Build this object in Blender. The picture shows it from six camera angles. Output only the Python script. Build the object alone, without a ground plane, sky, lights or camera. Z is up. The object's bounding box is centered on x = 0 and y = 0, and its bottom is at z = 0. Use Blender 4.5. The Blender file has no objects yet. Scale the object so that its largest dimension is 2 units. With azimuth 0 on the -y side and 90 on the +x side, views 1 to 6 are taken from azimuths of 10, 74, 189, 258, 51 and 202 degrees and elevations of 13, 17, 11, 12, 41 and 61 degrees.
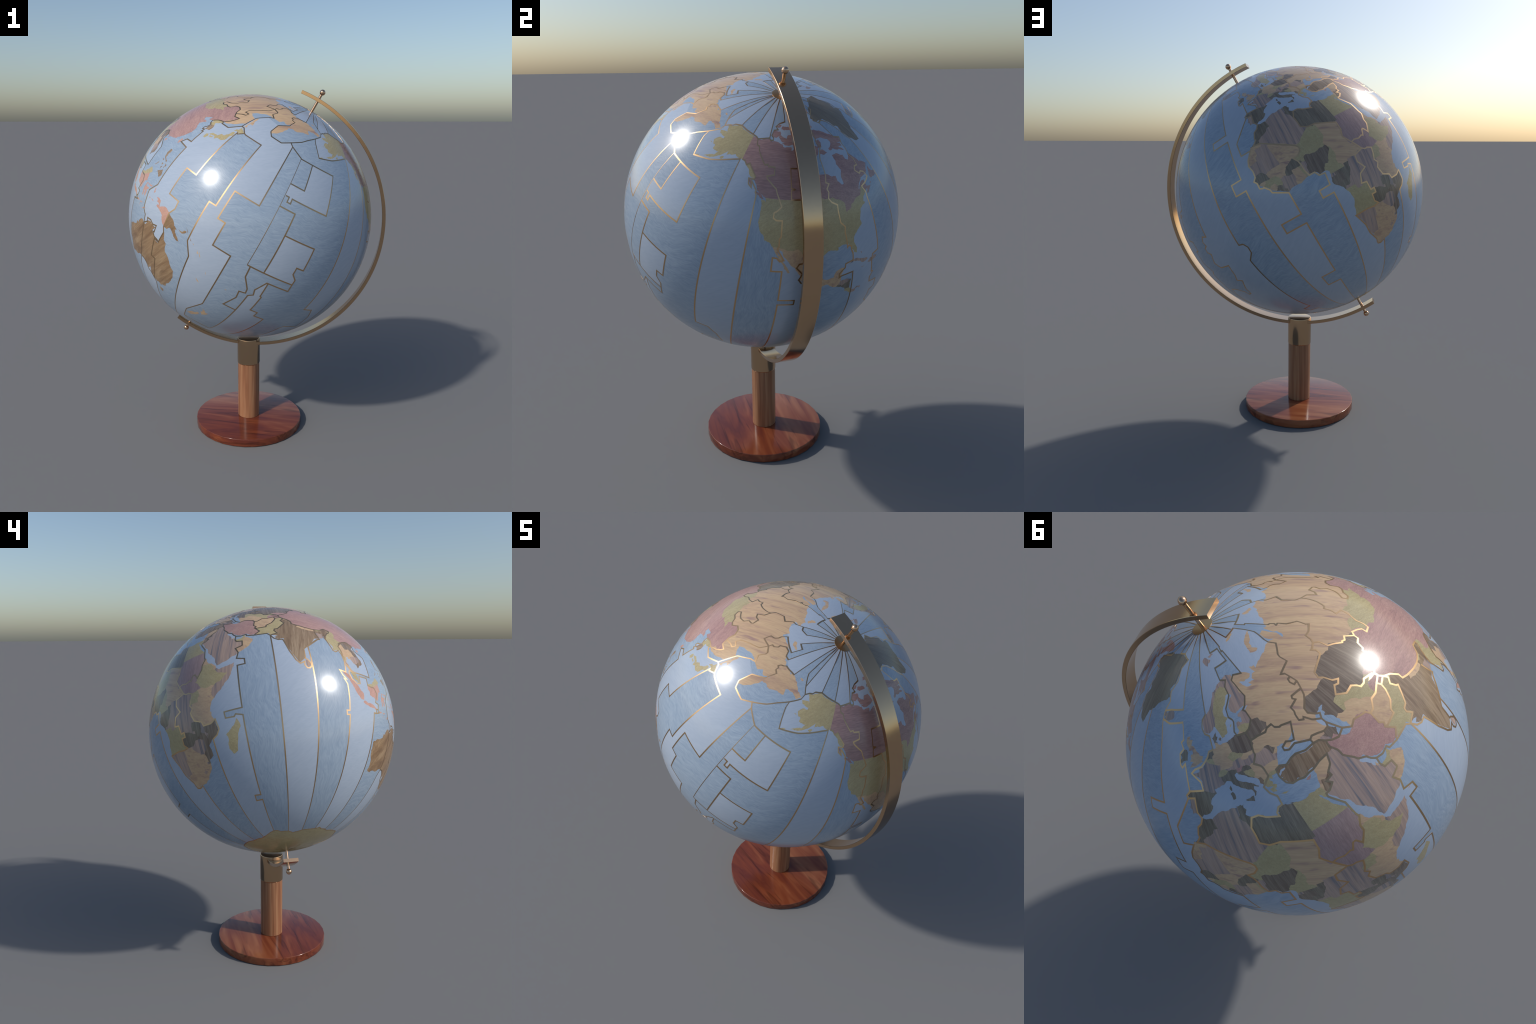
# A desk globe: a marquetry sphere of coloured wood panels (countries and sea) with
# brass time-zone inlays, carried on a tilted axle by a brass meridian arm, a brass
# collar, a wooden post and a round red-wood base.
import bpy, bmesh, math, random
import numpy as np
from mathutils import Vector, Matrix
from mathutils.geometry import delaunay_2d_cdt

# ------------------------------------------------------------------ sizes (metres)
GLOBE_C = Vector((-0.0380, 0.0, 1.2870))
GLOBE_R = 0.6900
TILT = math.radians(30.0)            # axle leans 30 degrees towards +x
LON_ZERO = 103.0                     # map longitude 0 sits at this azimuth about the axle
MAP_SCALE, MAP_SHIFT = 0.977, -1.455 # the printed map is a little squashed towards the south
STAND_X = -0.0495
BASE_R, BASE_H = 0.3232, 0.0465
POST_R = 0.0655
COLLAR_R, COLLAR_Z0, COLLAR_Z1 = 0.0683, 0.3905, 0.5535
ARM_OUT, ARM_IN, ARM_HALF_WIDTH = 0.7685, 0.7497, 0.0410
PIN_R, BALL_R, BALL_AT = 0.0077, 0.0158, 0.8045
CAP_LAT = 86.75                      # brass rosette round the north pin

scene = bpy.context.scene
rng = random.Random(7)


def globe_lat(lat):
    """map latitude -> latitude on the sphere"""
    return -90.0 if lat <= -89.999 else MAP_SCALE * lat + MAP_SHIFT


def on_sphere(lon, lat, r=GLOBE_R):
    """map longitude / latitude -> point in the globe's own frame (z along the axle)"""
    lo, la = math.radians(lon), math.radians(globe_lat(lat))
    return Vector((r * math.cos(la) * math.cos(lo), r * math.cos(la) * math.sin(lo), r * math.sin(la)))


# ------------------------------------------------------------------ materials
def new_material(name):
    m = bpy.data.materials.new(name)
    m.use_nodes = True
    nt = m.node_tree
    return m, nt, nt.nodes["Principled BSDF"]


def node(nt, kind, **props):
    n = nt.nodes.new(kind)
    for k, v in props.items():
        setattr(n, k, v)
    return n


def math_node(nt, op, a, b=None):
    n = node(nt, "ShaderNodeMath", operation=op)
    for i, v in enumerate((a, b)):
        if v is None:
            continue
        if isinstance(v, (int, float)):
            n.inputs[i].default_value = v
        else:
            nt.links.new(v, n.inputs[i])
    return n.outputs[0]


def mix_colour(nt, fac, a, b, blend="MIX"):
    n = node(nt, "ShaderNodeMix", data_type="RGBA", blend_type=blend)
    for sock, v in ((n.inputs[0], fac), (n.inputs[6], a), (n.inputs[7], b)):
        if isinstance(v, (int, float)):
            sock.default_value = v
        elif isinstance(v, (tuple, list)):
            sock.default_value = (*v, 1.0)
        else:
            nt.links.new(v, sock)
    return n.outputs[2]


def ramp(nt, fac, stops):
    n = node(nt, "ShaderNodeValToRGB")
    e = n.color_ramp.elements
    while len(e) < len(stops):
        e.new(0.5)
    for el, (p, c) in zip(e, stops):
        el.position = p
        el.color = (*c, 1.0) if isinstance(c, (tuple, list)) else (c, c, c, 1.0)
    nt.links.new(fac, n.inputs[0])
    return n.outputs[0]


def map_coordinates(nt):
    """longitude and latitude (radians) of the shading point, from Object coordinates"""
    tc = node(nt, "ShaderNodeTexCoord")
    sep = node(nt, "ShaderNodeSeparateXYZ")
    nt.links.new(tc.outputs["Object"], sep.inputs[0])
    lon = math_node(nt, "ARCTAN2", sep.outputs[1], sep.outputs[0])
    ln = node(nt, "ShaderNodeVectorMath", operation="LENGTH")
    nt.links.new(tc.outputs["Object"], ln.inputs[0])
    lat = math_node(nt, "ARCSINE", math_node(nt, "DIVIDE", sep.outputs[2], ln.outputs["Value"]))
    return lon, lat


def grain_vector(nt, lon, lat, angle, along, across, shift=0.0):
    """coordinates stretched along the grain; angle 0 = grain runs east-west"""
    c, s = math.cos(math.radians(angle)), math.sin(math.radians(angle))
    u = math_node(nt, "ADD", math_node(nt, "MULTIPLY", lon, c), math_node(nt, "MULTIPLY", lat, s))
    v = math_node(nt, "SUBTRACT", math_node(nt, "MULTIPLY", lat, c), math_node(nt, "MULTIPLY", lon, s))
    comb = node(nt, "ShaderNodeCombineXYZ")
    nt.links.new(math_node(nt, "MULTIPLY", u, along), comb.inputs[0])
    nt.links.new(math_node(nt, "MULTIPLY", v, across), comb.inputs[1])
    comb.inputs[2].default_value = shift
    return comb.outputs[0]


def noise(nt, vec, scale=1.0, detail=3.0, rough=0.55, distort=0.0):
    n = node(nt, "ShaderNodeTexNoise")
    nt.links.new(vec, n.inputs["Vector"])
    n.inputs["Scale"].default_value = scale
    n.inputs["Detail"].default_value = detail
    n.inputs["Roughness"].default_value = rough
    n.inputs["Distortion"].default_value = distort
    return n.outputs["Fac"]


def varnish(b, rough, spec=0.5):
    b.inputs["Roughness"].default_value = rough
    b.inputs["Specular IOR Level"].default_value = spec


def planed_vector(nt, direction, along, across, shift=0.0):
    """Object coordinates stretched along one direction in space, as in a veneer sliced from a plank.
    The direction is given in the room's frame and turned into the globe's own frame."""
    turn_back = (Matrix.Rotation(TILT, 3, "Y") @ Matrix.Rotation(math.radians(LON_ZERO), 3, "Z")).transposed()
    e1 = (turn_back @ Vector(direction)).normalized()
    e2 = e1.orthogonal().normalized()
    e3 = e1.cross(e2)
    tc = node(nt, "ShaderNodeTexCoord")
    comb = node(nt, "ShaderNodeCombineXYZ")
    for i, (e, k, off) in enumerate(((e1, along, shift), (e2, across, shift * 1.7), (e3, across, 0.0))):
        d = node(nt, "ShaderNodeVectorMath", operation="DOT_PRODUCT")
        nt.links.new(tc.outputs["Object"], d.inputs[0])
        d.inputs[1].default_value = e * k
        nt.links.new(math_node(nt, "ADD", d.outputs["Value"], off), comb.inputs[i])
    return comb.outputs[0]


def globe_wood(name, direction, stops, along=3.0, across=45.0, fleck=None, fleck_amount=0.0, distort=0.6, fine=0.10, shift=0.0, broad=0.5):
    """veneer for the sphere: broad bands + fine fibres along one direction"""
    m, nt, b = new_material(name)
    if isinstance(direction, (int, float)):
        # grain laid along the map: an angle from east, on longitude and latitude
        lon, lat = map_coordinates(nt)

        def sliced(nt, d, al, ac, sh=0.0):
            return grain_vector(nt, lon, lat, d, al, ac, sh)
    else:
        sliced = planed_vector
    bands = noise(nt, sliced(nt, direction, along, across, shift), 1.0, 4.0, 0.6, distort)
    wide = noise(nt, sliced(nt, direction, along * 0.8, across * 0.25, shift + 4.1), 1.0, 2.0, 0.5, 0.4)
    f = math_node(nt, "ADD", math_node(nt, "MULTIPLY", bands, 1.0 - broad * 0.5), math_node(nt, "MULTIPLY", wide, broad * 0.5))
    col = ramp(nt, f, stops)
    fibres = noise(nt, sliced(nt, direction, along * 9, across * 7, shift + 9.7), 1.0, 2.0, 0.5)
    tone = ramp(nt, fibres, [(0.3, 1.0 - fine * 1.6), (0.7, 1.0 + fine)])
    col = mix_colour(nt, 1.0, col, tone, "MULTIPLY")
    if fleck:
        fl = noise(nt, sliced(nt, direction, along * 4.0, across * 1.5, shift + 2.3), 1.0, 2.0, 0.5, 0.2)
        mask = ramp(nt, fl, [(0.60, 0.0), (0.74, fleck_amount)])
        col = mix_colour(nt, mask, col, fleck)
    nt.links.new(col, b.inputs["Base Color"])
    varnish(b, GLOBE_ROUGH, GLOBE_SPEC)
    return m


def sea_wood(name, dark, light, contrast, angle):
    """blue-stained veneer with short wavy fibres"""
    m, nt, b = new_material(name)
    lon, lat = map_coordinates(nt)
    bend = noise(nt, grain_vector(nt, lon, lat, 0, 3.0, 3.0), 1.0, 2.0, 0.5)
    lat2 = math_node(nt, "ADD", lat, math_node(nt, "MULTIPLY", bend, 0.22))
    lon2 = math_node(nt, "ADD", lon, math_node(nt, "MULTIPLY", bend, 0.16))
    a = noise(nt, grain_vector(nt, lon2, lat2, angle, 20.0, 170.0), 1.0, 3.0, 0.6, 0.8)
    c = noise(nt, grain_vector(nt, lon2, lat2, angle + 14, 8.0, 40.0, 3.0), 1.0, 2.0, 0.5, 0.5)
    f = math_node(nt, "ADD", math_node(nt, "MULTIPLY", a, 0.65), math_node(nt, "MULTIPLY", c, 0.35))
    col = ramp(nt, f, [(0.5 - 0.16 / contrast, dark), (0.5 + 0.13 / contrast, light)])
    nt.links.new(col, b.inputs["Base Color"])
    varnish(b, GLOBE_ROUGH, GLOBE_SPEC)
    return m


def brass(name, colour, rough, grain=0.0):
    m, nt, b = new_material(name)
    b.inputs["Metallic"].default_value = 1.0
    tc = node(nt, "ShaderNodeTexCoord")
    n = noise(nt, tc.outputs["Object"], 60.0, 3.0, 0.6)
    dark = tuple(c * 0.93 for c in colour)
    nt.links.new(mix_colour(nt, n, dark, colour), b.inputs["Base Color"])
    r = math_node(nt, "ADD", math_node(nt, "MULTIPLY", n, grain), rough)
    nt.links.new(r, b.inputs["Roughness"])
    return m


GLOBE_ROUGH, GLOBE_SPEC = 0.22, 0.5

ACROSS_MAP = (-0.93, -0.37, 0.0)   # runs of grain, as directions in the room
POLEWARD = 85                       # or as an angle on the map: 90 = north-south
MAT = {
    # pale tan veneer with mauve flecks
    "tan": globe_wood("tan_veneer", ACROSS_MAP, [(0.30, (0.42, 0.28, 0.20)), (0.48, (0.54, 0.375, 0.235)), (0.68, (0.59, 0.425, 0.26))],
                      2.0, 34.0, (0.27, 0.165, 0.17), 0.7, 0.7, 0.05),
    "olive": globe_wood("olive_veneer", (0.3, 0.8, 0.5), [(0.30, (0.385, 0.32, 0.175)), (0.55, (0.445, 0.375, 0.21)), (0.75, (0.485, 0.415, 0.245))],
                        9.0, 90.0, (0.31, 0.265, 0.15), 0.5, 0.8, 0.10),
    "pink": globe_wood("rose_veneer", (0.0, 0.93, 0.33), [(0.30, (0.34, 0.205, 0.195)), (0.50, (0.42, 0.255, 0.23)), (0.70, (0.48, 0.305, 0.265))],
                       3.5, 48.0, None, 0.0, 0.9, 0.10),
    "plum": globe_wood("plum_veneer", POLEWARD, [(0.30, (0.29, 0.20, 0.20)), (0.50, (0.36, 0.25, 0.24)), (0.72, (0.42, 0.30, 0.275))],
                       3.5, 48.0, None, 0.0, 0.7, 0.10),
    "maple_rose": globe_wood("canada_rose_veneer", (0.2, 0.97, -0.1), [(0.30, (0.28, 0.175, 0.175)), (0.50, (0.36, 0.225, 0.21)), (0.72, (0.43, 0.285, 0.25))],
                             4.0, 36.0, None, 0.0, 1.2, 0.10),
    "coral": globe_wood("coral_veneer", (0.5, -0.5, 0.5), [(0.30, (0.46, 0.255, 0.205)), (0.70, (0.54, 0.315, 0.245))], 5.0, 42.0, None, 0.0, 0.6, 0.06),
    "brown": globe_wood("walnut_veneer", 78, [(0.28, (0.155, 0.10, 0.063)), (0.48, (0.265, 0.187, 0.12)), (0.70, (0.38, 0.29, 0.20))],
                        2.6, 36.0, (0.12, 0.07, 0.045), 0.4, 1.2, 0.08),
    "outback": globe_wood("outback_veneer", (0.8, -0.6, 0.55), [(0.30, (0.17, 0.10, 0.055)), (0.48, (0.265, 0.17, 0.095)), (0.68, (0.40, 0.285, 0.17))],
                          2.4, 30.0, (0.12, 0.07, 0.04), 0.4, 0.8, 0.08),
    "smoke": globe_wood("smoked_walnut_veneer", POLEWARD, [(0.28, (0.125, 0.09, 0.068)), (0.48, (0.20, 0.155, 0.12)), (0.72, (0.31, 0.255, 0.195))],
                        2.6, 52.0, None, 0.0, 0.7, 0.12),
    "dark": globe_wood("ebony_veneer", POLEWARD, [(0.28, (0.125, 0.10, 0.075)), (0.48, (0.205, 0.172, 0.13)), (0.72, (0.29, 0.25, 0.19))],
                       2.6, 50.0, None, 0.0, 0.6, 0.14),
    "stripe": globe_wood("striped_veneer", POLEWARD, [(0.36, (0.185, 0.18, 0.20)), (0.44, (0.34, 0.255, 0.225)), (0.56, (0.45, 0.325, 0.26)), (0.68, (0.38, 0.29, 0.26))],
                         1.2, 34.0, (0.175, 0.165, 0.185), 0.65, 0.4, 0.07, 0.0, 0.2),
    "sea_grain": sea_wood("sea_grained_veneer", (0.235, 0.315, 0.42), (0.33, 0.41, 0.51), 1.0, 4),
    "sea_grain_upright": sea_wood("sea_upright_grained_veneer", (0.235, 0.315, 0.42), (0.33, 0.41, 0.51), 1.0, 86),
    "sea_light": sea_wood("sea_pale_veneer", (0.345, 0.415, 0.52), (0.39, 0.46, 0.56), 1.0, 20),
    "inlay": brass("inlay_brass", (0.62, 0.42, 0.235), 0.31, 0.04),
    "brass": brass("brushed_brass", (0.60, 0.405, 0.245), 0.13, 0.04),
    "bright": brass("polished_brass", (0.72, 0.48, 0.31), 0.11, 0.03),
}


def turned_post_material():
    m, nt, b = new_material("post_wood")
    tc = node(nt, "ShaderNodeTexCoord")
    sep = node(nt, "ShaderNodeSeparateXYZ")
    nt.links.new(tc.outputs["Object"], sep.inputs[0])
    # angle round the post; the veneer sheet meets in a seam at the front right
    rot = node(nt, "ShaderNodeVectorRotate", rotation_type="Z_AXIS")
    nt.links.new(tc.outputs["Object"], rot.inputs["Vector"])
    rot.inputs["Angle"].default_value = math.radians(-101.0)
    sp = node(nt, "ShaderNodeSeparateXYZ")
    nt.links.new(rot.outputs[0], sp.inputs[0])
    ang = math_node(nt, "ARCTAN2", sp.outputs[1], sp.outputs[0])
    comb = node(nt, "ShaderNodeCombineXYZ")
    nt.links.new(math_node(nt, "MULTIPLY", ang, 5.0), comb.inputs[0])
    nt.links.new(math_node(nt, "MULTIPLY", sep.outputs[2], 1.6), comb.inputs[1])
    f = noise(nt, comb.outputs[0], 1.0, 4.0, 0.6, 0.3)
    col = ramp(nt, f, [(0.28, (0.18, 0.065, 0.03)), (0.5, (0.31, 0.14, 0.07)), (0.72, (0.42, 0.235, 0.125))])
    comb2 = node(nt, "ShaderNodeCombineXYZ")
    nt.links.new(math_node(nt, "MULTIPLY", ang, 40.0), comb2.inputs[0])
    nt.links.new(math_node(nt, "MULTIPLY", sep.outputs[2], 6.0), comb2.inputs[1])
    fine = ramp(nt, noise(nt, comb2.outputs[0], 1.0, 2.0), [(0.3, 0.86), (0.7, 1.08)])
    nt.links.new(mix_colour(nt, 1.0, col, fine, "MULTIPLY"), b.inputs["Base Color"])
    varnish(b, 0.34)
    return m


def base_material():
    m, nt, b = new_material("base_red_wood")
    tc = node(nt, "ShaderNodeTexCoord")
    mp = node(nt, "ShaderNodeMapping")
    nt.links.new(tc.outputs["Object"], mp.inputs[0])
    mp.inputs["Rotation"].default_value = (0, 0, math.radians(-8))
    mp.inputs["Scale"].default_value = (1.6, 11.0, 11.0)
    f = noise(nt, mp.outputs[0], 1.0, 3.0, 0.5, 1.3)
    sep = node(nt, "ShaderNodeSeparateXYZ")
    nt.links.new(tc.outputs["Object"], sep.inputs[0])
    # paler heartwood towards the back (+y side)
    side = math_node(nt, "MULTIPLY", sep.outputs[1], 0.55)
    g = math_node(nt, "ADD", f, side)
    col = ramp(nt, g, [(0.25, (0.115, 0.026, 0.016)), (0.45, (0.175, 0.042, 0.018)), (0.58, (0.22, 0.062, 0.026)), (0.78, (0.31, 0.115, 0.05))])
    mp2 = node(nt, "ShaderNodeMapping")
    nt.links.new(tc.outputs["Object"], mp2.inputs[0])
    mp2.inputs["Rotation"].default_value = (0, 0, math.radians(-8))
    mp2.inputs["Scale"].default_value = (3.0, 26.0, 26.0)
    streak = ramp(nt, noise(nt, mp2.outputs[0], 1.0, 2.0, 0.5, 0.8), [(0.34, 0.62), (0.46, 1.0)])
    col = mix_colour(nt, 1.0, col, streak, "MULTIPLY")
    mp3 = node(nt, "ShaderNodeMapping")
    nt.links.new(tc.outputs["Object"], mp3.inputs[0])
    mp3.inputs["Scale"].default_value = (120, 500, 300)
    pore = ramp(nt, noise(nt, mp3.outputs[0], 1.0, 1.0), [(0.72, 0.0), (0.80, 0.35)])
    col = mix_colour(nt, pore, col, (0.42, 0.20, 0.14))
    nt.links.new(col, b.inputs["Base Color"])
    varnish(b, 0.13)
    return m


MAT["post"] = turned_post_material()
MAT["base"] = base_material()

# ------------------------------------------------------------------ the map
# Country panels: name -> (veneer, landmass, border corners as lon, lat pairs).
# Neighbours share their corner points; coasts are roughened by rule further down.
LAND = {}


def country(name, veneer, mass, *corners):
    LAND[name] = (veneer, mass, [(corners[i], corners[i + 1]) for i in range(0, len(corners), 2)])


# --- Africa
country("morocco", "dark", "africa", -5.9, 35.8, -4.3, 35.2, -3, 35.3, -2.2, 35.1, -1.8, 34.4, -1.7, 33.3, -1.2, 32.1, -2.9, 32, -3.6, 30.9, -5.2, 30,
        -7.1, 29.6, -8.7, 28.7, -8.7, 27.7, -13.2, 27.7, -11.5, 28.4, -10.2, 29.4, -9.7, 30.1, -9.8, 31.4, -9.2, 32.5, -8.2, 33.4, -6.8, 34.1)
country("western_sahara", "tan", "africa", -13.2, 27.7, -8.7, 27.7, -8.7, 26, -12, 26, -12, 23.5, -13.1, 22.8, -13.1, 21.3, -17, 21, -16.9, 21.9, -15.9, 23.7,
        -14.8, 25.2, -14.4, 26.2)
country("mauritania", "stripe", "africa", -17, 21, -13.1, 21.3, -13.1, 22.8, -12, 23.5, -12, 26, -8.7, 26, -8.7, 27.3, -4.8, 25, -6.5, 25, -5.5, 15.5, -9.3, 15.5,
        -10.7, 15.2, -12.2, 14.8, -13.4, 16.1, -14.5, 16.6, -16.5, 16.1, -16.1, 18.1, -16.3, 19.3)
country("algeria", "stripe", "africa", -2.2, 35.1, -1, 35.7, 0.3, 36.2, 3, 36.9, 5.3, 36.7, 7, 37, 8.6, 36.9, 8.3, 35.5, 8.3, 34.7, 7.5, 33.9, 8.4, 32.6, 9.1, 32.1,
        9.5, 30.3, 9.9, 28.7, 9.8, 26.6, 9.4, 26.1, 10.1, 24.7, 12, 23.5, 5.8, 19.5, 4.2, 19.1, 3.2, 19.8, 1.8, 20.6, 1.2, 21.1, -4.8, 25, -8.7, 27.3, -8.7, 28.7,
        -7.1, 29.6, -5.2, 30, -3.6, 30.9, -2.9, 32, -1.2, 32.1, -1.7, 33.3, -1.8, 34.4)
country("tunisia", "dark", "africa", 8.6, 36.9, 9.8, 37.3, 10.3, 36.8, 11, 37.1, 10.5, 36.3, 11.1, 35.3, 10.1, 34.3, 11.1, 33.3, 11.6, 33.1, 11.5, 32.4, 10.6, 31.8,
        10.3, 30.9, 9.5, 30.3, 9.1, 32.1, 8.4, 32.6, 7.5, 33.9, 8.3, 34.7, 8.3, 35.5)
country("libya", "dark", "africa", 11.6, 33.1, 13.2, 32.9, 15.2, 32.4, 15.7, 31.4, 18, 30.5, 19.2, 30.3, 20.1, 31, 19.9, 31.9, 21.6, 32.9, 23.1, 32.5, 23.2, 32.2,
        25, 31.7, 25, 22, 25, 20, 24, 20, 24, 19.5, 15.9, 23.4, 14.2, 22.6, 12, 23.5, 10.1, 24.7, 9.4, 26.1, 9.8, 26.6, 9.9, 28.7, 9.5, 30.3, 10.3, 30.9, 10.6, 31.8, 11.5, 32.4)
country("egypt", "olive", "africa", 25, 31.7, 27, 31.2, 29, 30.9, 30.4, 31.5, 31.2, 31.5, 32.3, 31.2, 34.3, 31.3, 34.9, 29.5, 34.3, 27.9, 33.4, 28.6, 32.6, 29.9,
        32.7, 29, 33.6, 27.5, 34.1, 26.2, 35.2, 24.5, 35.6, 23.9, 36.9, 22, 25, 22)
country("sudan", "plum", "africa", 25, 22, 36.9, 22, 37.3, 20.9, 37.4, 18.8, 38.6, 18, 37, 17.1, 36.4, 15.2, 36.5, 14.3, 36.1, 12.7, 35, 11.2, 34.3, 10.5, 34.1, 9.5,
        33, 10.2, 32.4, 11.1, 33.2, 12.2, 32.7, 12.1, 31.5, 9.8, 29.6, 9.9, 28, 9.4, 26.6, 9.5, 25.1, 10.3, 24.5, 8.9, 23.5, 8.9, 22.9, 11.1, 22.3, 12.7, 22.3, 14.2,
        24, 15.7, 24, 20, 25, 20)
country("south_sudan", "plum", "africa", 34.1, 9.5, 33, 10.2, 32.4, 11.1, 33.2, 12.2, 32.7, 12.1, 31.5, 9.8, 29.6, 9.9, 28, 9.4, 26.6, 9.5, 25.1, 10.3, 24.5, 8.9,
        25.2, 7.5, 26.5, 6, 27.4, 5.1, 28.4, 4.3, 29.7, 4.5, 30.8, 3.5, 31.9, 3.6, 33.5, 3.8, 34, 4.2, 35.9, 4.6, 35.3, 5.5, 34.7, 6.7, 33.2, 7.9, 34.1, 8.5)
country("eritrea", "tan", "africa", 38.6, 18, 39.7, 15.1, 41.2, 14.6, 42.4, 13.2, 43.1, 12.7, 43.3, 11.5, 42.9, 10.9, 41.8, 11.1, 42.3, 12.5, 40.8, 14.2, 37.9, 14.9,
        36.5, 14.3, 36.4, 15.2, 37, 17.1)
country("ethiopia", "olive", "africa", 36.5, 14.3, 37.9, 14.9, 40.8, 14.2, 42.3, 12.5, 41.8, 11.1, 42.9, 10.9, 44, 9, 46.9, 8, 48, 8, 45, 5, 43.7, 4.9, 41.9, 3.9,
        40.8, 4.3, 39.9, 3.8, 38.1, 3.6, 36.9, 4.4, 35.9, 4.6, 35.3, 5.5, 34.7, 6.7, 33.2, 7.9, 34.1, 8.5, 34.1, 9.5, 34.3, 10.5, 35, 11.2, 36.1, 12.7)
country("somalia", "stripe", "africa", 42.9, 10.9, 43.3, 11.5, 44.6, 10.4, 46.6, 10.8, 49, 11.3, 51.2, 11.9, 51, 10.4, 49.8, 8, 48, 4.5, 45.6, 2.2, 42.6, -0.4,
        41.6, -1.7, 41, -0.9, 40.9, 2.8, 41.9, 3.9, 43.7, 4.9, 45, 5, 48, 8, 46.9, 8, 44, 9)
country("kenya", "tan", "africa", 41.9, 3.9, 40.9, 2.8, 41, -0.9, 41.6, -1.7, 40.2, -2.7, 39.2, -4.7, 37.6, -3.3, 33.9, -1, 33.9, 0.1, 35, 1.9, 34.5, 3.5, 34, 4.2,
        35.9, 4.6, 36.9, 4.4, 38.1, 3.6, 39.9, 3.8, 40.8, 4.3)
country("uganda", "olive", "africa", 34, 4.2, 34.5, 3.5, 35, 1.9, 33.9, 0.1, 33.9, -1, 30.8, -1, 29.6, -1.4, 29.6, 0.6, 31.2, 2.2, 30.8, 3.5, 31.9, 3.6, 33.5, 3.8)
country("tanzania", "tan", "africa", 33.9, -1, 37.6, -3.3, 39.2, -4.7, 38.8, -6.5, 39.4, -6.9, 39.2, -8.5, 40.4, -10.4, 38.5, -11.4, 37.5, -11.7, 34.6, -11.5,
        33.9, -9.7, 32.8, -9.2, 31.2, -8.6, 30.8, -8.3, 29.6, -6.5, 29.3, -4.4, 30.7, -3, 30.5, -2.4, 30.8, -1)
country("rwanda_burundi", "stripe", "africa", 30.8, -1, 30.5, -2.4, 30.7, -3, 29.3, -4.4, 29, -2.8, 29.6, -1.4)
country("central_congo", "stripe", "africa", 30.8, 3.5, 31.2, 2.2, 29.6, 0.6, 29.6, -1.4, 29, -2.8, 29.3, -4.4, 29.6, -6.5, 30.8, -8.3, 28.9, -8.5, 28.6, -9.7,
        28.4, -12, 29.8, -12.2, 29.8, -13.4, 28.9, -13.2, 27, -12, 25.3, -11.6, 24, -10.9, 22.2, -11.1, 21.8, -9.5, 21.8, -7.3, 20.1, -6.9, 19.4, -7.9, 17.6, -8.1,
        16.8, -7.2, 16.6, -5.9, 13.2, -5.9, 12.2, -5.8, 13, -4.6, 14.4, -4.9, 15.3, -4.3, 16.2, -2.2, 17.8, 0.3, 18.1, 2.2, 18.6, 3.5, 18.6, 4.3, 20.6, 4.4, 22.4, 4.1,
        24.4, 5.1, 27.4, 5.1, 28.4, 4.3, 29.7, 4.5)
country("congo", "dark", "africa", 18.6, 3.5, 18.1, 2.2, 17.8, 0.3, 16.2, -2.2, 15.3, -4.3, 14.4, -4.9, 13, -4.6, 12.2, -5.8, 12, -5, 11.1, -3.9, 11.9, -3, 12.5, -2.1,
        14.4, -1.9, 14.3, 0.6, 13.3, 1.3, 13.2, 2.3, 16.2, 2.3, 16.2, 3.5)
country("gabon", "smoke", "africa", 11.1, -3.9, 9.6, -2.4, 8.8, -0.7, 9.3, 1, 11.3, 1, 11.3, 2.3, 13.2, 2.3, 13.3, 1.3, 14.3, 0.6, 14.4, -1.9, 12.5, -2.1, 11.9, -3)
country("equatorial_guinea", "stripe", "africa", 9.3, 1, 11.3, 1, 11.3, 2.3, 9.7, 2.3)
country("cameroon", "olive", "africa", 9.7, 2.3, 9.8, 3.4, 8.5, 4.7, 8.8, 5.8, 10.1, 7, 11.1, 6.6, 12.2, 8.4, 13.3, 10, 14.6, 11.5, 14.2, 12.5, 15, 12, 15.1, 10, 15.5, 9.9,
        15.3, 7.4, 14.5, 6.2, 14.5, 4.7, 15.9, 3, 16.2, 2.3, 13.2, 2.3, 11.3, 2.3)
country("nigeria", "smoke", "africa", 8.5, 4.7, 7, 4.4, 6, 4.3, 5, 5.9, 4.3, 6.3, 2.7, 6.4, 2.8, 9, 3.6, 10.3, 3.6, 11.7, 4, 13.5, 5.4, 13.9, 6.8, 13.1, 9, 12.8, 11, 13.4,
        12.5, 13.1, 13.6, 13.7, 14.2, 12.5, 14.6, 11.5, 13.3, 10, 12.2, 8.4, 11.1, 6.6, 10.1, 7, 8.8, 5.8)
country("benin", "stripe", "africa", 2.7, 6.4, 1.6, 6.2, 1.6, 9, 0.9, 11, 2.4, 12, 3.6, 11.7, 3.6, 10.3, 2.8, 9)
country("togo", "olive", "africa", 1.6, 6.2, 1.2, 6.1, 0.6, 8.3, 0.4, 10, 0, 11.1, 0.9, 11, 1.6, 9)
country("ghana", "tan", "africa", 1.2, 6.1, -0.5, 5.3, -2, 4.8, -3.1, 5.1, -3.2, 6.3, -2.5, 8.2, -2.8, 9.7, -2.8, 11, 0, 11.1, 0.4, 10, 0.6, 8.3)
country("burkina", "dark", "africa", 0, 11.1, -2.8, 11, -2.8, 9.7, -4.7, 9.7, -5.5, 10.4, -5.3, 11.6, -4, 13.4, -2, 14.2, -0.5, 15.1, 0.2, 14.9, 1, 13.3, 2.2, 12.6, 2.4, 12, 0.9, 11)
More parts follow.
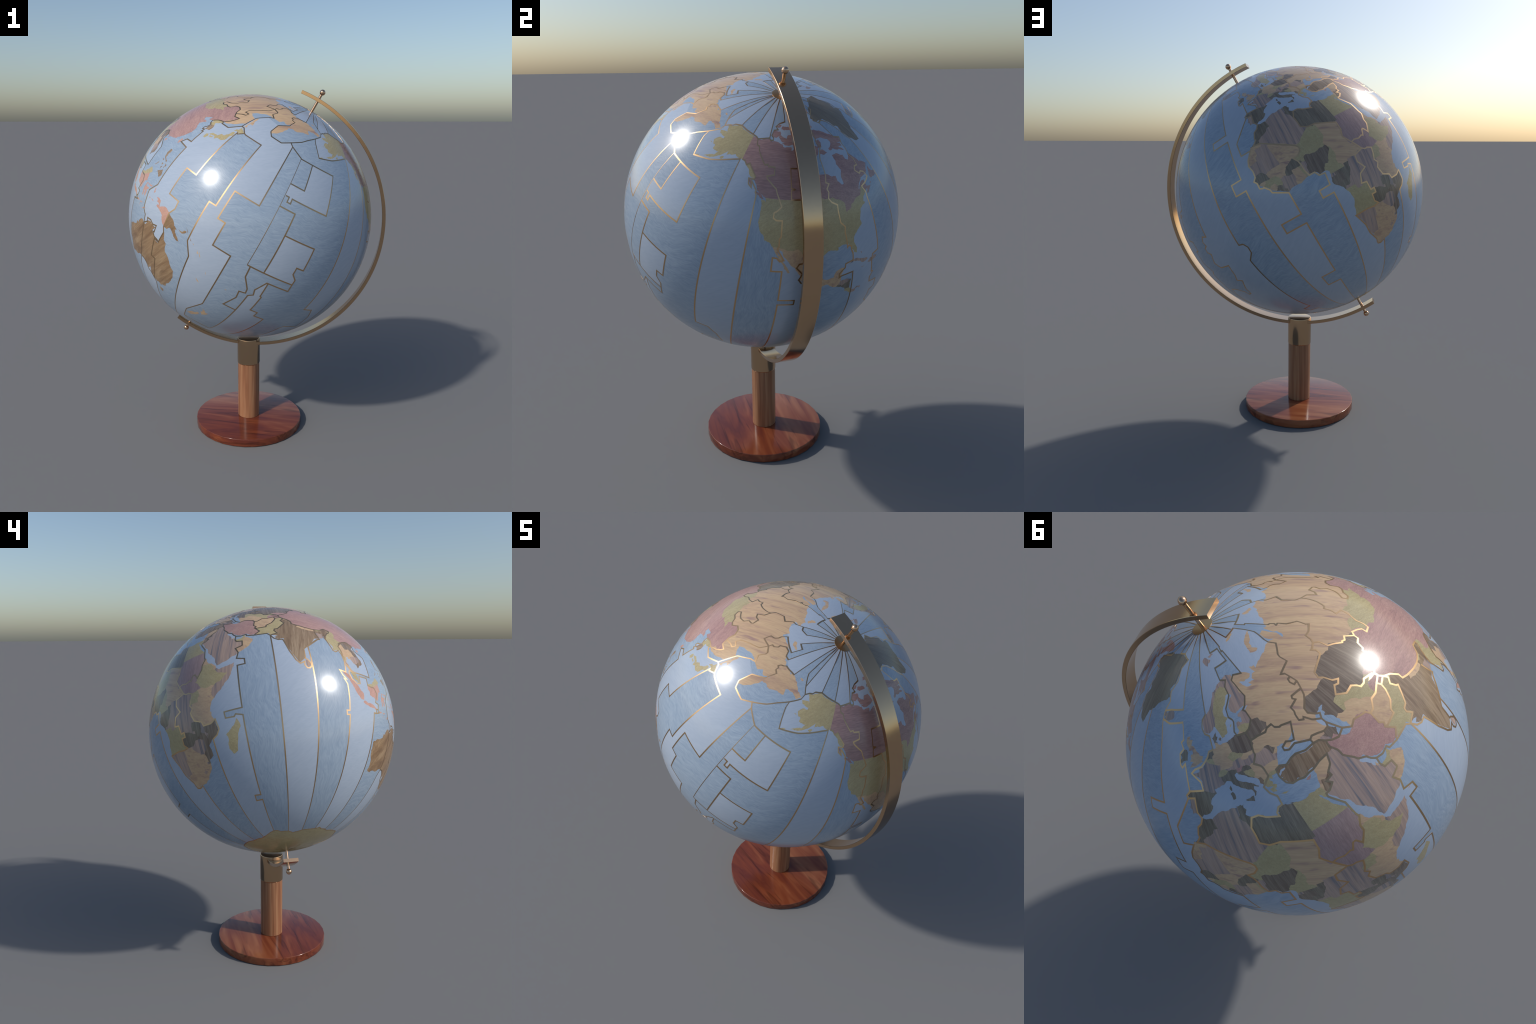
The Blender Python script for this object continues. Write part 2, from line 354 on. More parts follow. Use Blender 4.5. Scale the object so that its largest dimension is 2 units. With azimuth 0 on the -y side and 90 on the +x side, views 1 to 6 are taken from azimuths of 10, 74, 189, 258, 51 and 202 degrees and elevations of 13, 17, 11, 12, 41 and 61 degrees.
country("ivory_coast", "stripe", "africa", -3.1, 5.1, -5, 5.1, -7.5, 4.4, -7.4, 5.8, -8.5, 6.6, -8.4, 7.6, -7.9, 8.5, -7.9, 10.2, -6.2, 10.6, -5.5, 10.4, -4.7, 9.7, -2.8, 9.7,
        -2.5, 8.2, -3.2, 6.3)
country("liberia", "smoke", "africa", -7.5, 4.4, -9.3, 5.6, -11.4, 6.9, -10.6, 7.8, -10.3, 8.5, -9.5, 8.4, -8.4, 7.6, -8.5, 6.6, -7.4, 5.8)
country("sierra_leone", "tan", "africa", -11.4, 6.9, -12.9, 7.9, -13.3, 9, -12.5, 9.8, -11, 10, -10.3, 8.5, -10.6, 7.8)
country("guinea", "olive", "africa", -13.3, 9, -15, 10.9, -13.8, 11.7, -13.7, 12.6, -11.4, 12.4, -9.3, 12.4, -8.3, 11.2, -7.9, 10.2, -7.9, 8.5, -8.4, 7.6, -9.5, 8.4, -10.3, 8.5,
        -11, 10, -12.5, 9.8)
country("guinea_bissau", "tan", "africa", -15, 10.9, -16.7, 12.3, -15.5, 12.6, -13.7, 12.6, -13.8, 11.7)
country("senegal", "dark", "africa", -16.7, 12.3, -16.8, 13.5, -17.5, 14.7, -16.5, 16.1, -14.5, 16.6, -13.4, 16.1, -12.2, 14.8, -11.4, 12.4, -13.7, 12.6, -15.5, 12.6)
country("mali", "tan", "africa", -12.2, 14.8, -10.7, 15.2, -9.3, 15.5, -5.5, 15.5, -6.5, 25, -4.8, 25, 1.2, 21.1, 1.8, 20.6, 3.2, 19.8, 4.2, 19.1, 4.2, 16.9, 3.5, 15.4, 1, 15,
        0.2, 14.9, -0.5, 15.1, -2, 14.2, -4, 13.4, -5.3, 11.6, -5.5, 10.4, -6.2, 10.6, -7.9, 10.2, -8.3, 11.2, -9.3, 12.4, -11.4, 12.4)
country("niger", "olive", "africa", 4.2, 19.1, 5.8, 19.5, 12, 23.5, 14.2, 22.6, 14.9, 23, 15.5, 20.9, 15.5, 16.9, 13.5, 14.4, 13.6, 13.7, 12.5, 13.1, 11, 13.4, 9, 12.8,
        6.8, 13.1, 5.4, 13.9, 4, 13.5, 3.6, 11.7, 2.4, 12, 2.2, 12.6, 1, 13.3, 0.2, 14.9, 1, 15, 3.5, 15.4, 4.2, 16.9)
country("chad", "tan", "africa", 15.9, 23.4, 24, 19.5, 24, 15.7, 22.3, 14.2, 22.3, 12.7, 22.9, 11.1, 21.7, 10.6, 21, 9.5, 18.6, 8.1, 16.7, 7.6, 15.3, 7.4, 15.5, 9.9, 15.1, 10,
        15, 12, 14.2, 12.5, 13.6, 13.7, 13.5, 14.4, 15.5, 16.9, 15.5, 20.9, 14.9, 23)
country("central_africa", "tan", "africa", 22.9, 11.1, 23.5, 8.9, 24.5, 8.9, 25.2, 7.5, 26.5, 6, 27.4, 5.1, 24.4, 5.1, 22.4, 4.1, 20.6, 4.4, 18.6, 4.3, 18.6, 3.5, 16.2, 3.5,
        16.2, 2.3, 15.9, 3, 14.5, 4.7, 14.5, 6.2, 15.3, 7.4, 16.7, 7.6, 18.6, 8.1, 21, 9.5, 21.7, 10.6)
country("angola", "olive", "africa", 12.2, -5.8, 13.2, -5.9, 16.6, -5.9, 16.8, -7.2, 17.6, -8.1, 19.4, -7.9, 20.1, -6.9, 21.8, -7.3, 21.8, -9.5, 22.2, -11.1, 24, -10.9, 24, -13,
        22, -13, 22, -16.2, 23.4, -17.6, 20.8, -18, 18.4, -17.4, 14, -17.4, 11.8, -17.3, 12.5, -13.9, 13.8, -10.8, 13.3, -8.5, 12.3, -6)
country("zambia", "dark", "africa", 24, -10.9, 25.3, -11.6, 27, -12, 28.9, -13.2, 29.8, -13.4, 29.8, -12.2, 28.4, -12, 28.6, -9.7, 28.9, -8.5, 30.8, -8.3, 31.2, -8.6, 32.8, -9.2,
        33.3, -10.8, 32.7, -13.6, 33.2, -14, 30.2, -15, 30.4, -15.9, 28.9, -16, 27, -17.9, 25.3, -17.8, 23.4, -17.6, 22, -16.2, 22, -13, 24, -13)
country("malawi", "stripe", "africa", 32.8, -9.2, 33.9, -9.7, 34.6, -11.5, 34.6, -14, 35.9, -14.9, 35.3, -17, 34.6, -15.3, 34.3, -14.4, 33.2, -14, 32.7, -13.6, 33.3, -10.8)
country("mozambique", "smoke", "africa", 40.4, -10.4, 40.8, -14.7, 39.7, -16.5, 37, -17.9, 34.9, -19.9, 35.5, -22.1, 35.5, -24, 33, -25.3, 32.9, -26.8, 32.1, -26.8, 32, -25.9,
        31.3, -22.4, 32.4, -21.3, 33, -19, 32.9, -16.7, 30.4, -15.9, 30.2, -15, 33.2, -14, 34.3, -14.4, 34.6, -15.3, 35.3, -17, 35.9, -14.9, 34.6, -14, 34.6, -11.5, 37.5, -11.7, 38.5, -11.4)
country("zimbabwe", "stripe", "africa", 25.3, -17.8, 27, -17.9, 28.9, -16, 30.4, -15.9, 32.9, -16.7, 33, -19, 32.4, -21.3, 31.3, -22.4, 29.4, -22.2, 27.7, -20.5, 26, -18.7)
country("botswana", "tan", "africa", 25.3, -17.8, 26, -18.7, 27.7, -20.5, 29.4, -22.2, 27.1, -23.6, 25.7, -25.5, 23, -25.3, 20.7, -26.9, 20, -24.8, 20, -22, 21, -22, 21, -18.3,
        23.3, -18, 23.4, -17.6)
country("namibia", "stripe", "africa", 11.8, -17.3, 14, -17.4, 18.4, -17.4, 20.8, -18, 23.4, -17.6, 25.3, -17.8, 23.3, -18, 21, -18.3, 21, -22, 20, -22, 20, -24.8, 20, -28.4,
        17.4, -28.7, 16.5, -28.6, 15.2, -26.9, 14.5, -22.9)
country("south_africa", "tan", "africa", 16.5, -28.6, 17.4, -28.7, 20, -28.4, 20, -24.8, 20.7, -26.9, 23, -25.3, 25.7, -25.5, 27.1, -23.6, 29.4, -22.2, 31.3, -22.4, 32, -25.9,
        32.1, -26.8, 32.9, -26.8, 32.5, -28.3, 30.9, -30.3, 28.2, -32.8, 25.7, -34, 22.2, -34.1, 20, -34.8, 18.4, -34.2, 18.3, -32.7, 17.3, -30.5)
country("lesotho", "stripe", "africa", 27, -29.6, 28.6, -28.6, 29.4, -29.5, 28.1, -30.6)
country("eswatini", "stripe", "africa", 31, -25.8, 32, -25.9, 32.1, -26.8, 30.9, -27)
country("madagascar", "olive", "", 49.3, -12, 50.5, -15.6, 49.6, -16.8, 47.2, -24.8, 45.2, -25.6, 43.7, -23.4, 44.4, -20, 43.9, -17.3, 46.3, -15.7, 47.8, -14.5, 48.8, -13)

# --- Europe
country("portugal", "stripe", "eurasia", -8.9, 41.9, -6.7, 41.9, -6.4, 41.3, -7, 39.7, -7.4, 37.2, -8.9, 37, -8.8, 38.4, -9.5, 38.8, -8.7, 41)
country("spain", "dark", "eurasia", -7.4, 37.2, -6.4, 36.6, -5.6, 36, -4.4, 36.7, -2.1, 36.8, -0.7, 37.7, 0.2, 38.8, -0.3, 39.5, 0.9, 41, 3.2, 41.9, 3.2, 42.4, 0.7, 42.7,
        -1.8, 43.4, -4, 43.4, -8, 43.8, -9.3, 43, -8.9, 41.9, -6.7, 41.9, -6.4, 41.3, -7, 39.7)
country("france", "stripe", "eurasia", 3.2, 42.4, 3, 43.2, 4.6, 43.4, 7.5, 43.8, 7, 45.2, 6.8, 45.9, 6.1, 46.2, 7, 47.3, 7.6, 47.6, 8.2, 49, 6.2, 49.5, 4.8, 50, 2.5, 51.1,
        1.6, 50.2, 0, 49.5, -1.3, 49.7, -1.5, 48.7, -4.7, 48.5, -4.4, 47.9, -2.1, 47.1, -1.2, 46, -1.3, 44.6, -1.8, 43.4, 0.7, 42.7)
country("corsica", "dark", "", 9.4, 43, 9.5, 42, 9.2, 41.4, 8.7, 41.8, 8.6, 42.4)
country("belgium", "olive", "eurasia", 2.5, 51.1, 3.4, 51.4, 5.8, 51.2, 6.2, 50.2, 6.2, 49.5, 4.8, 50)
country("netherlands", "dark", "eurasia", 3.4, 51.4, 4.7, 53, 6.9, 53.5, 7, 52.2, 6, 51.8, 5.8, 51.2)
country("germany", "tan", "eurasia", 6.9, 53.5, 8.5, 53.6, 8.8, 54.3, 8.7, 54.9, 9.9, 54.8, 11, 54, 14.2, 53.9, 14.7, 52.5, 14.9, 51, 12.2, 50.3, 13.7, 48.6, 13, 47.6, 10.4, 47.4,
        9.6, 47.5, 7.6, 47.6, 8.2, 49, 6.2, 49.5, 6.2, 50.2, 5.8, 51.2, 6, 51.8, 7, 52.2)
country("denmark", "dark", "eurasia", 8.7, 54.9, 8.2, 56.5, 9.8, 57.3, 10.6, 57.7, 10.3, 56.5, 10.9, 56.3, 9.7, 55.4, 9.9, 54.8)
country("zealand", "dark", "", 11.2, 55.2, 12, 54.9, 12.5, 55.6, 12, 56, 11.1, 55.7)
country("britain", "tan", "", -5.5, 50.1, -3.5, 50.3, -1.2, 50.7, 1.3, 51.1, 0.7, 51.5, 1.7, 52.6, 0.3, 53, 0.1, 53.6, -1.2, 54.6, -2, 55.8, -3.2, 56, -2, 57.5, -4, 57.6,
        -3.1, 58.6, -5, 58.6, -5.8, 57.5, -5.5, 56.2, -4.8, 55.5, -5, 54.7, -3.2, 54.9, -3, 53.8, -4.5, 53.3, -4.2, 52.5, -5.2, 51.8, -3.2, 51.4, -4.2, 51.2)
country("ireland", "dark", "", -6, 53.4, -6.3, 52.2, -9.8, 51.5, -10.2, 52.2, -9, 53.2, -10, 54.2, -8.3, 54.6, -7.3, 55.3, -6, 55.1, -5.6, 54.5)
country("iceland", "stripe", "", -14.6, 64.4, -18.7, 63.4, -22.7, 63.9, -22, 64.7, -23.8, 65, -24.3, 65.6, -22.5, 66.4, -21.3, 65.5, -20, 66, -16, 66.5, -14.8, 65.7)
country("norway", "stripe", "eurasia", 5, 61, 5, 58.8, 7, 58, 8.5, 58.2, 10.6, 59.3, 11.1, 59, 12.3, 61.3, 12.1, 63.5, 14.5, 66, 16.4, 68, 18.1, 68.5, 20.6, 69.1, 23.9, 68.9,
        25.7, 69.2, 27.9, 70, 29, 69, 30.8, 69.8, 31.1, 70.3, 28.2, 71.1, 25.8, 71, 21, 70.2, 18.5, 69.6, 15, 68.5, 13, 66.5, 11.2, 64.8, 8.5, 63.4, 5.2, 62)
country("sweden", "olive", "eurasia", 11.1, 59, 11.9, 57.7, 12.7, 56.2, 12.9, 55.4, 14.2, 55.5, 14.4, 56, 16, 56.2, 16.6, 57.7, 16.6, 58.7, 18.8, 60, 17.2, 60.9, 17.3, 62,
        19, 63.3, 21.3, 64.7, 22.1, 65.7, 24.1, 65.8, 23.7, 67.4, 23.4, 68, 20.6, 69.1, 18.1, 68.5, 16.4, 68, 14.5, 66, 12.1, 63.5, 12.3, 61.3)
country("gotland", "olive", "", 18.1, 57.2, 18.8, 57.4, 19.2, 57.9, 18.4, 57.8)
country("finland", "stripe", "eurasia", 24.1, 65.8, 25.4, 64.9, 22.3, 63.3, 21.2, 62.5, 21.4, 61, 23, 59.9, 25, 60.2, 28, 60.5, 30.1, 61.8, 31.5, 62.9, 29.8, 64.5, 30, 66,
        29.2, 67, 29, 69, 27.9, 70, 25.7, 69.2, 23.9, 68.9, 20.6, 69.1, 23.4, 68, 23.7, 67.4)
country("estonia", "stripe", "eurasia", 23.5, 59.2, 25.5, 59.6, 28, 59.4, 27.4, 57.6, 25.2, 58, 24.4, 57.9, 24.5, 58.3, 23.6, 58.6)
country("latvia", "stripe", "eurasia", 24.4, 57.9, 25.2, 58, 27.4, 57.6, 28.2, 56.2, 26.6, 55.7, 25, 56.3, 21, 56.2, 21.5, 57.5, 22.6, 57.7, 23.5, 57, 24.2, 57.2)
country("lithuania", "olive", "eurasia", 21, 56.2, 25, 56.3, 26.6, 55.7, 25.7, 54.3, 23.5, 53.9, 22.8, 54.4, 21.3, 55.2)
country("kaliningrad", "tan", "eurasia", 21.3, 55.2, 22.8, 54.4, 19.8, 54.4)
country("poland", "smoke", "eurasia", 14.2, 53.9, 16.2, 54.3, 18.3, 54.8, 19.8, 54.4, 22.8, 54.4, 23.5, 53.9, 23.2, 52.3, 23.6, 51.5, 24.1, 50.5, 22.6, 49.1, 19.8, 49.3, 18.9, 49.5,
        16.7, 50.1, 14.9, 51, 14.7, 52.5)
country("belarus", "smoke", "eurasia", 23.5, 53.9, 25.7, 54.3, 26.6, 55.7, 28.2, 56.2, 30.9, 55.6, 31, 54.6, 32.7, 53.4, 31.8, 52.1, 27.2, 51.6, 23.6, 51.5, 23.2, 52.3)
country("czechia", "olive", "eurasia", 12.2, 50.3, 14.9, 51, 16.7, 50.1, 18.9, 49.5, 17, 48.8, 13.7, 48.6)
country("slovakia", "tan", "eurasia", 17, 48.8, 18.9, 49.5, 19.8, 49.3, 22.6, 49.1, 22.1, 48.4, 20.3, 48.3, 18.8, 47.8, 17.1, 48)
country("austria", "stripe", "eurasia", 9.6, 47.5, 10.4, 47.4, 13, 47.6, 13.7, 48.6, 17, 48.8, 17.1, 48, 16.1, 46.9, 13.7, 46.5, 12.4, 46.7, 10.5, 46.9)
country("hungary", "stripe", "eurasia", 17.1, 48, 18.8, 47.8, 20.3, 48.3, 22.1, 48.4, 22.9, 48, 21.2, 46.3, 20.2, 46.2, 18.8, 45.9, 16.6, 46.5, 16.1, 46.9)
country("switzerland", "olive", "eurasia", 6.1, 46.2, 6.8, 45.9, 9, 46, 10.5, 46.9, 9.6, 47.5, 7.6, 47.6, 7, 47.3)
country("italy", "dark", "eurasia", 7.5, 43.8, 8.9, 44.4, 10.2, 44, 10.5, 43, 12.3, 41.8, 14, 40.8, 15.7, 40, 16.2, 38.8, 15.7, 38, 16.1, 38, 17.1, 39, 16.6, 39.7, 17, 40.5,
        18.4, 39.8, 18.5, 40.2, 16, 41.8, 14, 42.8, 12.4, 44.2, 12.3, 45.3, 13.7, 45.7, 13.7, 46.5, 12.4, 46.7, 10.5, 46.9, 9, 46, 6.8, 45.9, 7, 45.2)
country("sicily", "dark", "", 12.5, 38, 15.6, 38.2, 15.1, 36.7, 12.5, 37.6)
country("sardinia", "dark", "", 8.2, 40.9, 9.2, 41.2, 9.7, 40.5, 9.5, 39.2, 8.4, 39, 8.4, 40.3)
country("slovenia", "pink", "eurasia", 13.7, 46.5, 16.1, 46.9, 16.6, 46.5, 15.4, 45.5, 13.7, 45.5, 13.7, 45.7)
country("croatia", "dark", "eurasia", 13.7, 45.5, 15.4, 45.5, 16.6, 46.5, 18.8, 45.9, 19.1, 44.9, 16.8, 45.2, 15.8, 45.1, 16.2, 44.2, 18.5, 42.6, 18.5, 42.4, 16.5, 43.4, 15, 44.4, 13.8, 44.9)
country("bosnia", "olive", "eurasia", 15.8, 45.1, 16.8, 45.2, 19.1, 44.9, 19.5, 43.6, 18.5, 42.6, 16.2, 44.2)
country("serbia", "tan", "eurasia", 18.8, 45.9, 20.2, 46.2, 21.2, 45.4, 22.5, 44.6, 22.9, 43.8, 22.9, 43, 22.3, 42.3, 20.6, 41.9, 19.4, 41.9, 18.5, 42.4, 18.5, 42.6, 19.5, 43.6, 19.1, 44.9)
country("romania", "stripe", "eurasia", 20.2, 46.2, 21.2, 46.3, 22.9, 48, 25, 47.8, 26.6, 48.2, 27.8, 46.8, 28.2, 45.5, 29.7, 45.2, 28.6, 43.8, 27, 44.1, 22.9, 43.8, 22.5, 44.6, 21.2, 45.4)
country("moldova", "smoke", "eurasia", 26.6, 48.2, 28.5, 48.1, 30, 46.5, 28.2, 45.5, 27.8, 46.8)
country("bulgaria", "tan", "eurasia", 22.9, 43.8, 27, 44.1, 28.6, 43.8, 27.7, 42.5, 28, 42, 26.4, 41.7, 22.9, 41.3, 22.3, 42.3, 22.9, 43)
country("albania", "brown", "eurasia", 19.4, 41.9, 20.6, 41.9, 21, 40.8, 20.2, 39.7, 19.4, 40.4, 19.5, 41.6)
country("macedonia", "tan", "eurasia", 20.6, 41.9, 22.3, 42.3, 22.9, 41.3, 21, 40.8)
country("greece", "olive", "eurasia", 20.2, 39.7, 21, 40.8, 22.9, 41.3, 26.4, 41.7, 26, 40.8, 24, 40.8, 23.9, 40, 22.9, 40.5, 22.6, 40, 23.3, 39.2, 22.9, 38.8, 24, 38.2, 23.5, 37.5,
        22.8, 37.4, 23, 36.5, 21.7, 36.8, 21.2, 37.9, 22.6, 38.1, 20.8, 38.8)
country("crete", "olive", "", 23.5, 35.5, 26.3, 35.2, 24.8, 34.9)
country("ukraine", "tan", "eurasia", 22.6, 49.1, 24.1, 50.5, 23.6, 51.5, 27.2, 51.6, 31.8, 52.1, 34.2, 52, 35.4, 50.4, 38, 49.9, 40, 49.6, 39.7, 47.9, 38.2, 47.1, 35, 46.2, 33.6, 46.1,
        31.8, 46.4, 30.8, 46.5, 29.7, 45.2, 28.2, 45.5, 30, 46.5, 28.5, 48.1, 26.6, 48.2, 25, 47.8, 22.9, 48, 22.1, 48.4)
country("crimea", "tan", "", 36.5, 45.4, 35.3, 45, 33.8, 44.4, 32.5, 45.4, 33.6, 46, 34.8, 45.9)

# --- Russia and the Caucasus
country("russia", "tan", "eurasia", 27.4, 57.6, 28, 59.4, 30, 60, 28, 60.5, 30.1, 61.8, 31.5, 62.9, 29.8, 64.5, 30, 66, 29.2, 67, 29, 69, 30.8, 69.8, 33, 69.5, 36, 69.1, 40, 67.8,
        41.2, 66.7, 38, 66.1, 33, 66.8, 34.8, 64.5, 36.5, 64, 38, 64, 37, 65, 40.4, 64.6, 40, 65.5, 42.1, 66.4, 44, 66.2, 43.4, 68.6, 46.3, 68.1, 45.9, 66.9, 48, 67.5, 54, 68.3,
        60, 69, 64.9, 69.3, 68.5, 68.3, 66.9, 69.6, 66.7, 71, 68.5, 72.8, 72.6, 72.8, 72.7, 71, 73.5, 68.5, 71.5, 66.3, 73.9, 67, 74.8, 68.8, 73.7, 69.3, 74.4, 72, 75.2, 72.8, 77.5, 72.2,
        80.5, 73.5, 86, 74.3, 87, 75, 95, 76.2, 98, 76.3, 104.3, 77.7, 112, 76.7, 113.9, 75.8, 109, 74.2, 113, 73.7, 119, 73, 123.5, 73, 127, 73.5, 129.1, 71, 132, 71.7, 139.5, 72.4, 141, 73,
        149, 72.2, 153, 70.9, 159.7, 70, 161, 69.4, 167.8, 69.7, 170.5, 69, 170.5, 70.1, 176, 69.7, 180, 69, 185, 67, 190.2, 66.1, 187.5, 64.4, 182.5, 65.4, 180.5, 65, 177.4, 64.6,
        179.3, 62.5, 174.5, 61.8, 170.3, 60, 166, 60.1, 163.3, 59.5, 163.2, 58, 162, 56.3, 161.7, 55, 160, 53.2, 158.3, 52, 156.7, 51, 155.9, 54, 155.6, 56.8, 157, 57.8, 161.8, 60.3,
        163.7, 62.5, 160, 60.7, 156.8, 61.6, 154.3, 59.6, 149, 59.6, 142.5, 59.3, 138, 57, 135.2, 54.8, 137.3, 53.8, 141.3, 53, 140.5, 50.5, 140.4, 48, 138, 46, 135.5, 44, 133, 42.8, 130.6, 42.4,
        131.2, 44.9, 133.1, 45.1, 134.7, 48.3, 131, 47.8, 127.6, 50.2, 125.6, 53, 121, 53.3, 120, 52.8, 119.3, 50.1, 116.6, 49.8, 114.4, 50.2, 110.7, 49.2, 106.7, 50.3, 102.3, 50.6, 102.3, 51.4,
        98.9, 52.1, 98.3, 50.5, 94.6, 50, 92.3, 50.8, 87.8, 49.2, 87.3, 49.1, 85.1, 49.6, 83.4, 51, 80, 50.8, 77.9, 53.3, 76.6, 54.3, 74.5, 53.7, 73.4, 53.5, 71.1, 54.2, 68.9, 55.3, 65.2, 54.3,
        61.4, 53.9, 61.2, 53, 60.1, 52, 61.4, 51.4, 61.4, 50.8, 58.6, 51, 55.7, 50.6, 53.5, 51, 51.4, 51.4, 49.4, 50.8, 48.5, 50, 47, 49.2, 46.7, 48.4, 48.5, 46.6, 47, 45, 47.5, 43, 48.6, 41.8,
        46.5, 41.9, 45.5, 42.5, 42.4, 43.2, 40, 43.4, 37.5, 44.7, 37, 45.3, 38, 46.5, 39, 47.2, 38.2, 47.1, 39.7, 47.9, 40, 49.6, 38, 49.9, 35.4, 50.4, 34.2, 52, 31.8, 52.1, 32.7, 53.4,
        31, 54.6, 30.9, 55.6, 28.2, 56.2)
country("sakhalin", "tan", "", 142, 46, 143.5, 46.8, 142.7, 47.5, 143, 49.2, 144.6, 49, 143.3, 51.5, 143.2, 53.4, 142.6, 54.3, 141.8, 53.2, 142, 51, 142, 48.8)
country("novaya_zemlya", "tan", "", 51.5, 71.5, 53.5, 70.8, 57.5, 70.7, 55.7, 72.3, 58, 74, 65, 75.6, 68.8, 76.7, 64, 76.6, 57, 75.6, 53.8, 73.7, 52.5, 72.3)
country("severnaya", "tan", "", 95, 79, 100, 78.2, 104.5, 78.6, 101, 79.5, 97, 80.6, 92.5, 80)
country("new_siberian_isles", "tan", "", 137.5, 75.5, 140, 76.1, 146, 75.6, 150.5, 75.1, 146, 74.8, 140, 74.7)
country("wrangel", "tan", "", 178.8, 70.9, 182.5, 71, 181, 71.6, 179.2, 71.5)
country("franz_josef", "tan", "", 47, 80.3, 53, 80.2, 58, 80.6, 62, 80.8, 56, 81.2, 49, 80.9)
country("svalbard", "stripe", "", 11.5, 79, 14, 77.6, 16.5, 76.6, 17.5, 77.5, 21, 78.2, 18.5, 79, 16, 80, 12, 79.7)
country("nordaustlandet", "stripe", "", 18.2, 79.8, 20.5, 79.3, 26.5, 79.8, 23, 80.4)
country("georgia", "tan", "eurasia", 40, 43.4, 42.4, 43.2, 45.5, 42.5, 46.5, 41.9, 46, 41.2, 45, 41.3, 43.5, 41.1, 41.5, 41.5, 41.4, 42.6)
country("armenia", "stripe", "eurasia", 43.5, 41.1, 45, 41.3, 46.5, 39.5, 46.5, 38.9, 44.8, 39.7)
country("azerbaijan", "smoke", "eurasia", 46.5, 41.9, 48.6, 41.8, 49.6, 40.6, 50.3, 40.3, 49.4, 39.4, 48.9, 38.4, 48, 39.7, 46.5, 38.9, 46.5, 39.5, 45, 41.3, 46, 41.2)

# --- Near and central Asia
country("turkey", "brown", "eurasia", 26.4, 41.7, 28, 42, 29.1, 41.2, 31.4, 41.3, 33.4, 42, 35, 42, 36.5, 41.2, 38.4, 40.9, 41.5, 41.5, 43.5, 41.1, 44.8, 39.7, 44.4, 38, 44.8, 37.2,
        42.4, 37.1, 40, 36.8, 37, 36.7, 36.1, 36, 36.1, 36.8, 34.6, 36.7, 34, 36.2, 32.3, 36.1, 30.6, 36.8, 29.2, 36.3, 28, 36.7, 27.3, 37.5, 26.4, 38.5, 26.8, 39, 26.2, 39.6,
        27.5, 40.4, 28.9, 40.5, 29, 40.9, 27.4, 40.9, 26.2, 40.2, 26, 40.8)
country("cyprus", "pink", "", 32.3, 35, 33, 35.4, 34.5, 35.7, 33.9, 34.9, 33, 34.6)
country("syria", "tan", "eurasia", 36.1, 36, 37, 36.7, 40, 36.8, 42.4, 37.1, 41.3, 36.4, 41, 34.4, 38.8, 33.4, 36.8, 32.3, 35.8, 32.7, 35.1, 33.1, 35.9, 34.6, 35.8, 35.5)
country("israel", "tan", "eurasia", 34.3, 31.3, 35.1, 33.1, 35.8, 32.7, 35.5, 31.5, 34.9, 29.5)
country("jordan", "brown", "eurasia", 34.9, 29.5, 35.5, 31.5, 35.8, 32.7, 36.8, 32.3, 38.8, 33.4, 39.2, 32.1, 37, 31.5, 38, 30.5, 36.1, 29.2)
country("iraq", "stripe", "eurasia", 42.4, 37.1, 44.8, 37.2, 45.4, 36, 46, 35, 45.6, 34, 46, 33, 47.8, 31, 48, 30.9, 48.5, 30, 47.9, 29.4, 48.4, 28.5, 46.5, 29.1, 44.7, 29.2, 42, 31.1,
        39.2, 32.1, 38.8, 33.4, 41, 34.4, 41.3, 36.4)
country("arabia", "stripe", "eurasia", 34.9, 29.5, 36.1, 29.2, 38, 30.5, 37, 31.5, 39.2, 32.1, 42, 31.1, 44.7, 29.2, 46.5, 29.1, 48.4, 28.5, 50.1, 26.7, 50.2, 25.6, 50.8, 24.8, 51.6, 24.3,
        52.6, 22.9, 55.1, 22.6, 55, 20, 52, 19, 49.1, 18.6, 47.5, 17.1, 46.3, 16.7, 43.3, 17.3, 42.8, 16.4, 41.1, 18.9, 39.1, 21.4, 38.5, 23.7, 37.1, 24.9, 35.2, 28)
country("yemen", "stripe", "eurasia", 42.8, 16.4, 43.3, 17.3, 46.3, 16.7, 47.5, 17.1, 49.1, 18.6, 52, 19, 53.1, 16.7, 52.2, 15.6, 48.7, 14, 45, 12.8, 43.5, 12.7, 42.8, 14.8)
country("oman", "tan", "eurasia", 53.1, 16.7, 52, 19, 55, 20, 55.1, 22.6, 55.8, 24.2, 56.4, 24.9, 57.9, 23.9, 59.8, 22.5, 58.7, 20.5, 57.7, 19, 55.3, 17.4)
country("emirates", "olive", "eurasia", 51.6, 24.3, 52.6, 22.9, 55.1, 22.6, 55.8, 24.2, 56.4, 24.9, 56.2, 26.2, 54.4, 24.4, 52.6, 24.2)
country("qatar", "tan", "eurasia", 50.8, 24.8, 51.6, 24.8, 51.2, 26.1, 50.8, 25.5)
country("socotra", "coral", "", 53.3, 12.6, 54.4, 12.6, 53.9, 12.3)
country("iran", "pink", "eurasia", 44.8, 39.7, 46.5, 38.9, 48, 39.7, 48.9, 38.4, 50.1, 37.4, 52.3, 36.7, 53.9, 37, 54.8, 37.4, 57.2, 38.2, 59.3, 37.5, 61.2, 36.6, 61.1, 35.3, 60.5, 34,
        60.9, 31.5, 61.8, 30.8, 60.9, 29.9, 63.2, 27.2, 61.6, 25.2, 58.8, 25.5, 57, 27, 54.5, 26.6, 51.5, 27.9, 50.1, 30, 48.5, 30, 48, 30.9, 47.8, 31, 46, 33, 45.6, 34, 46, 35,
        45.4, 36, 44.8, 37.2, 44.4, 38)
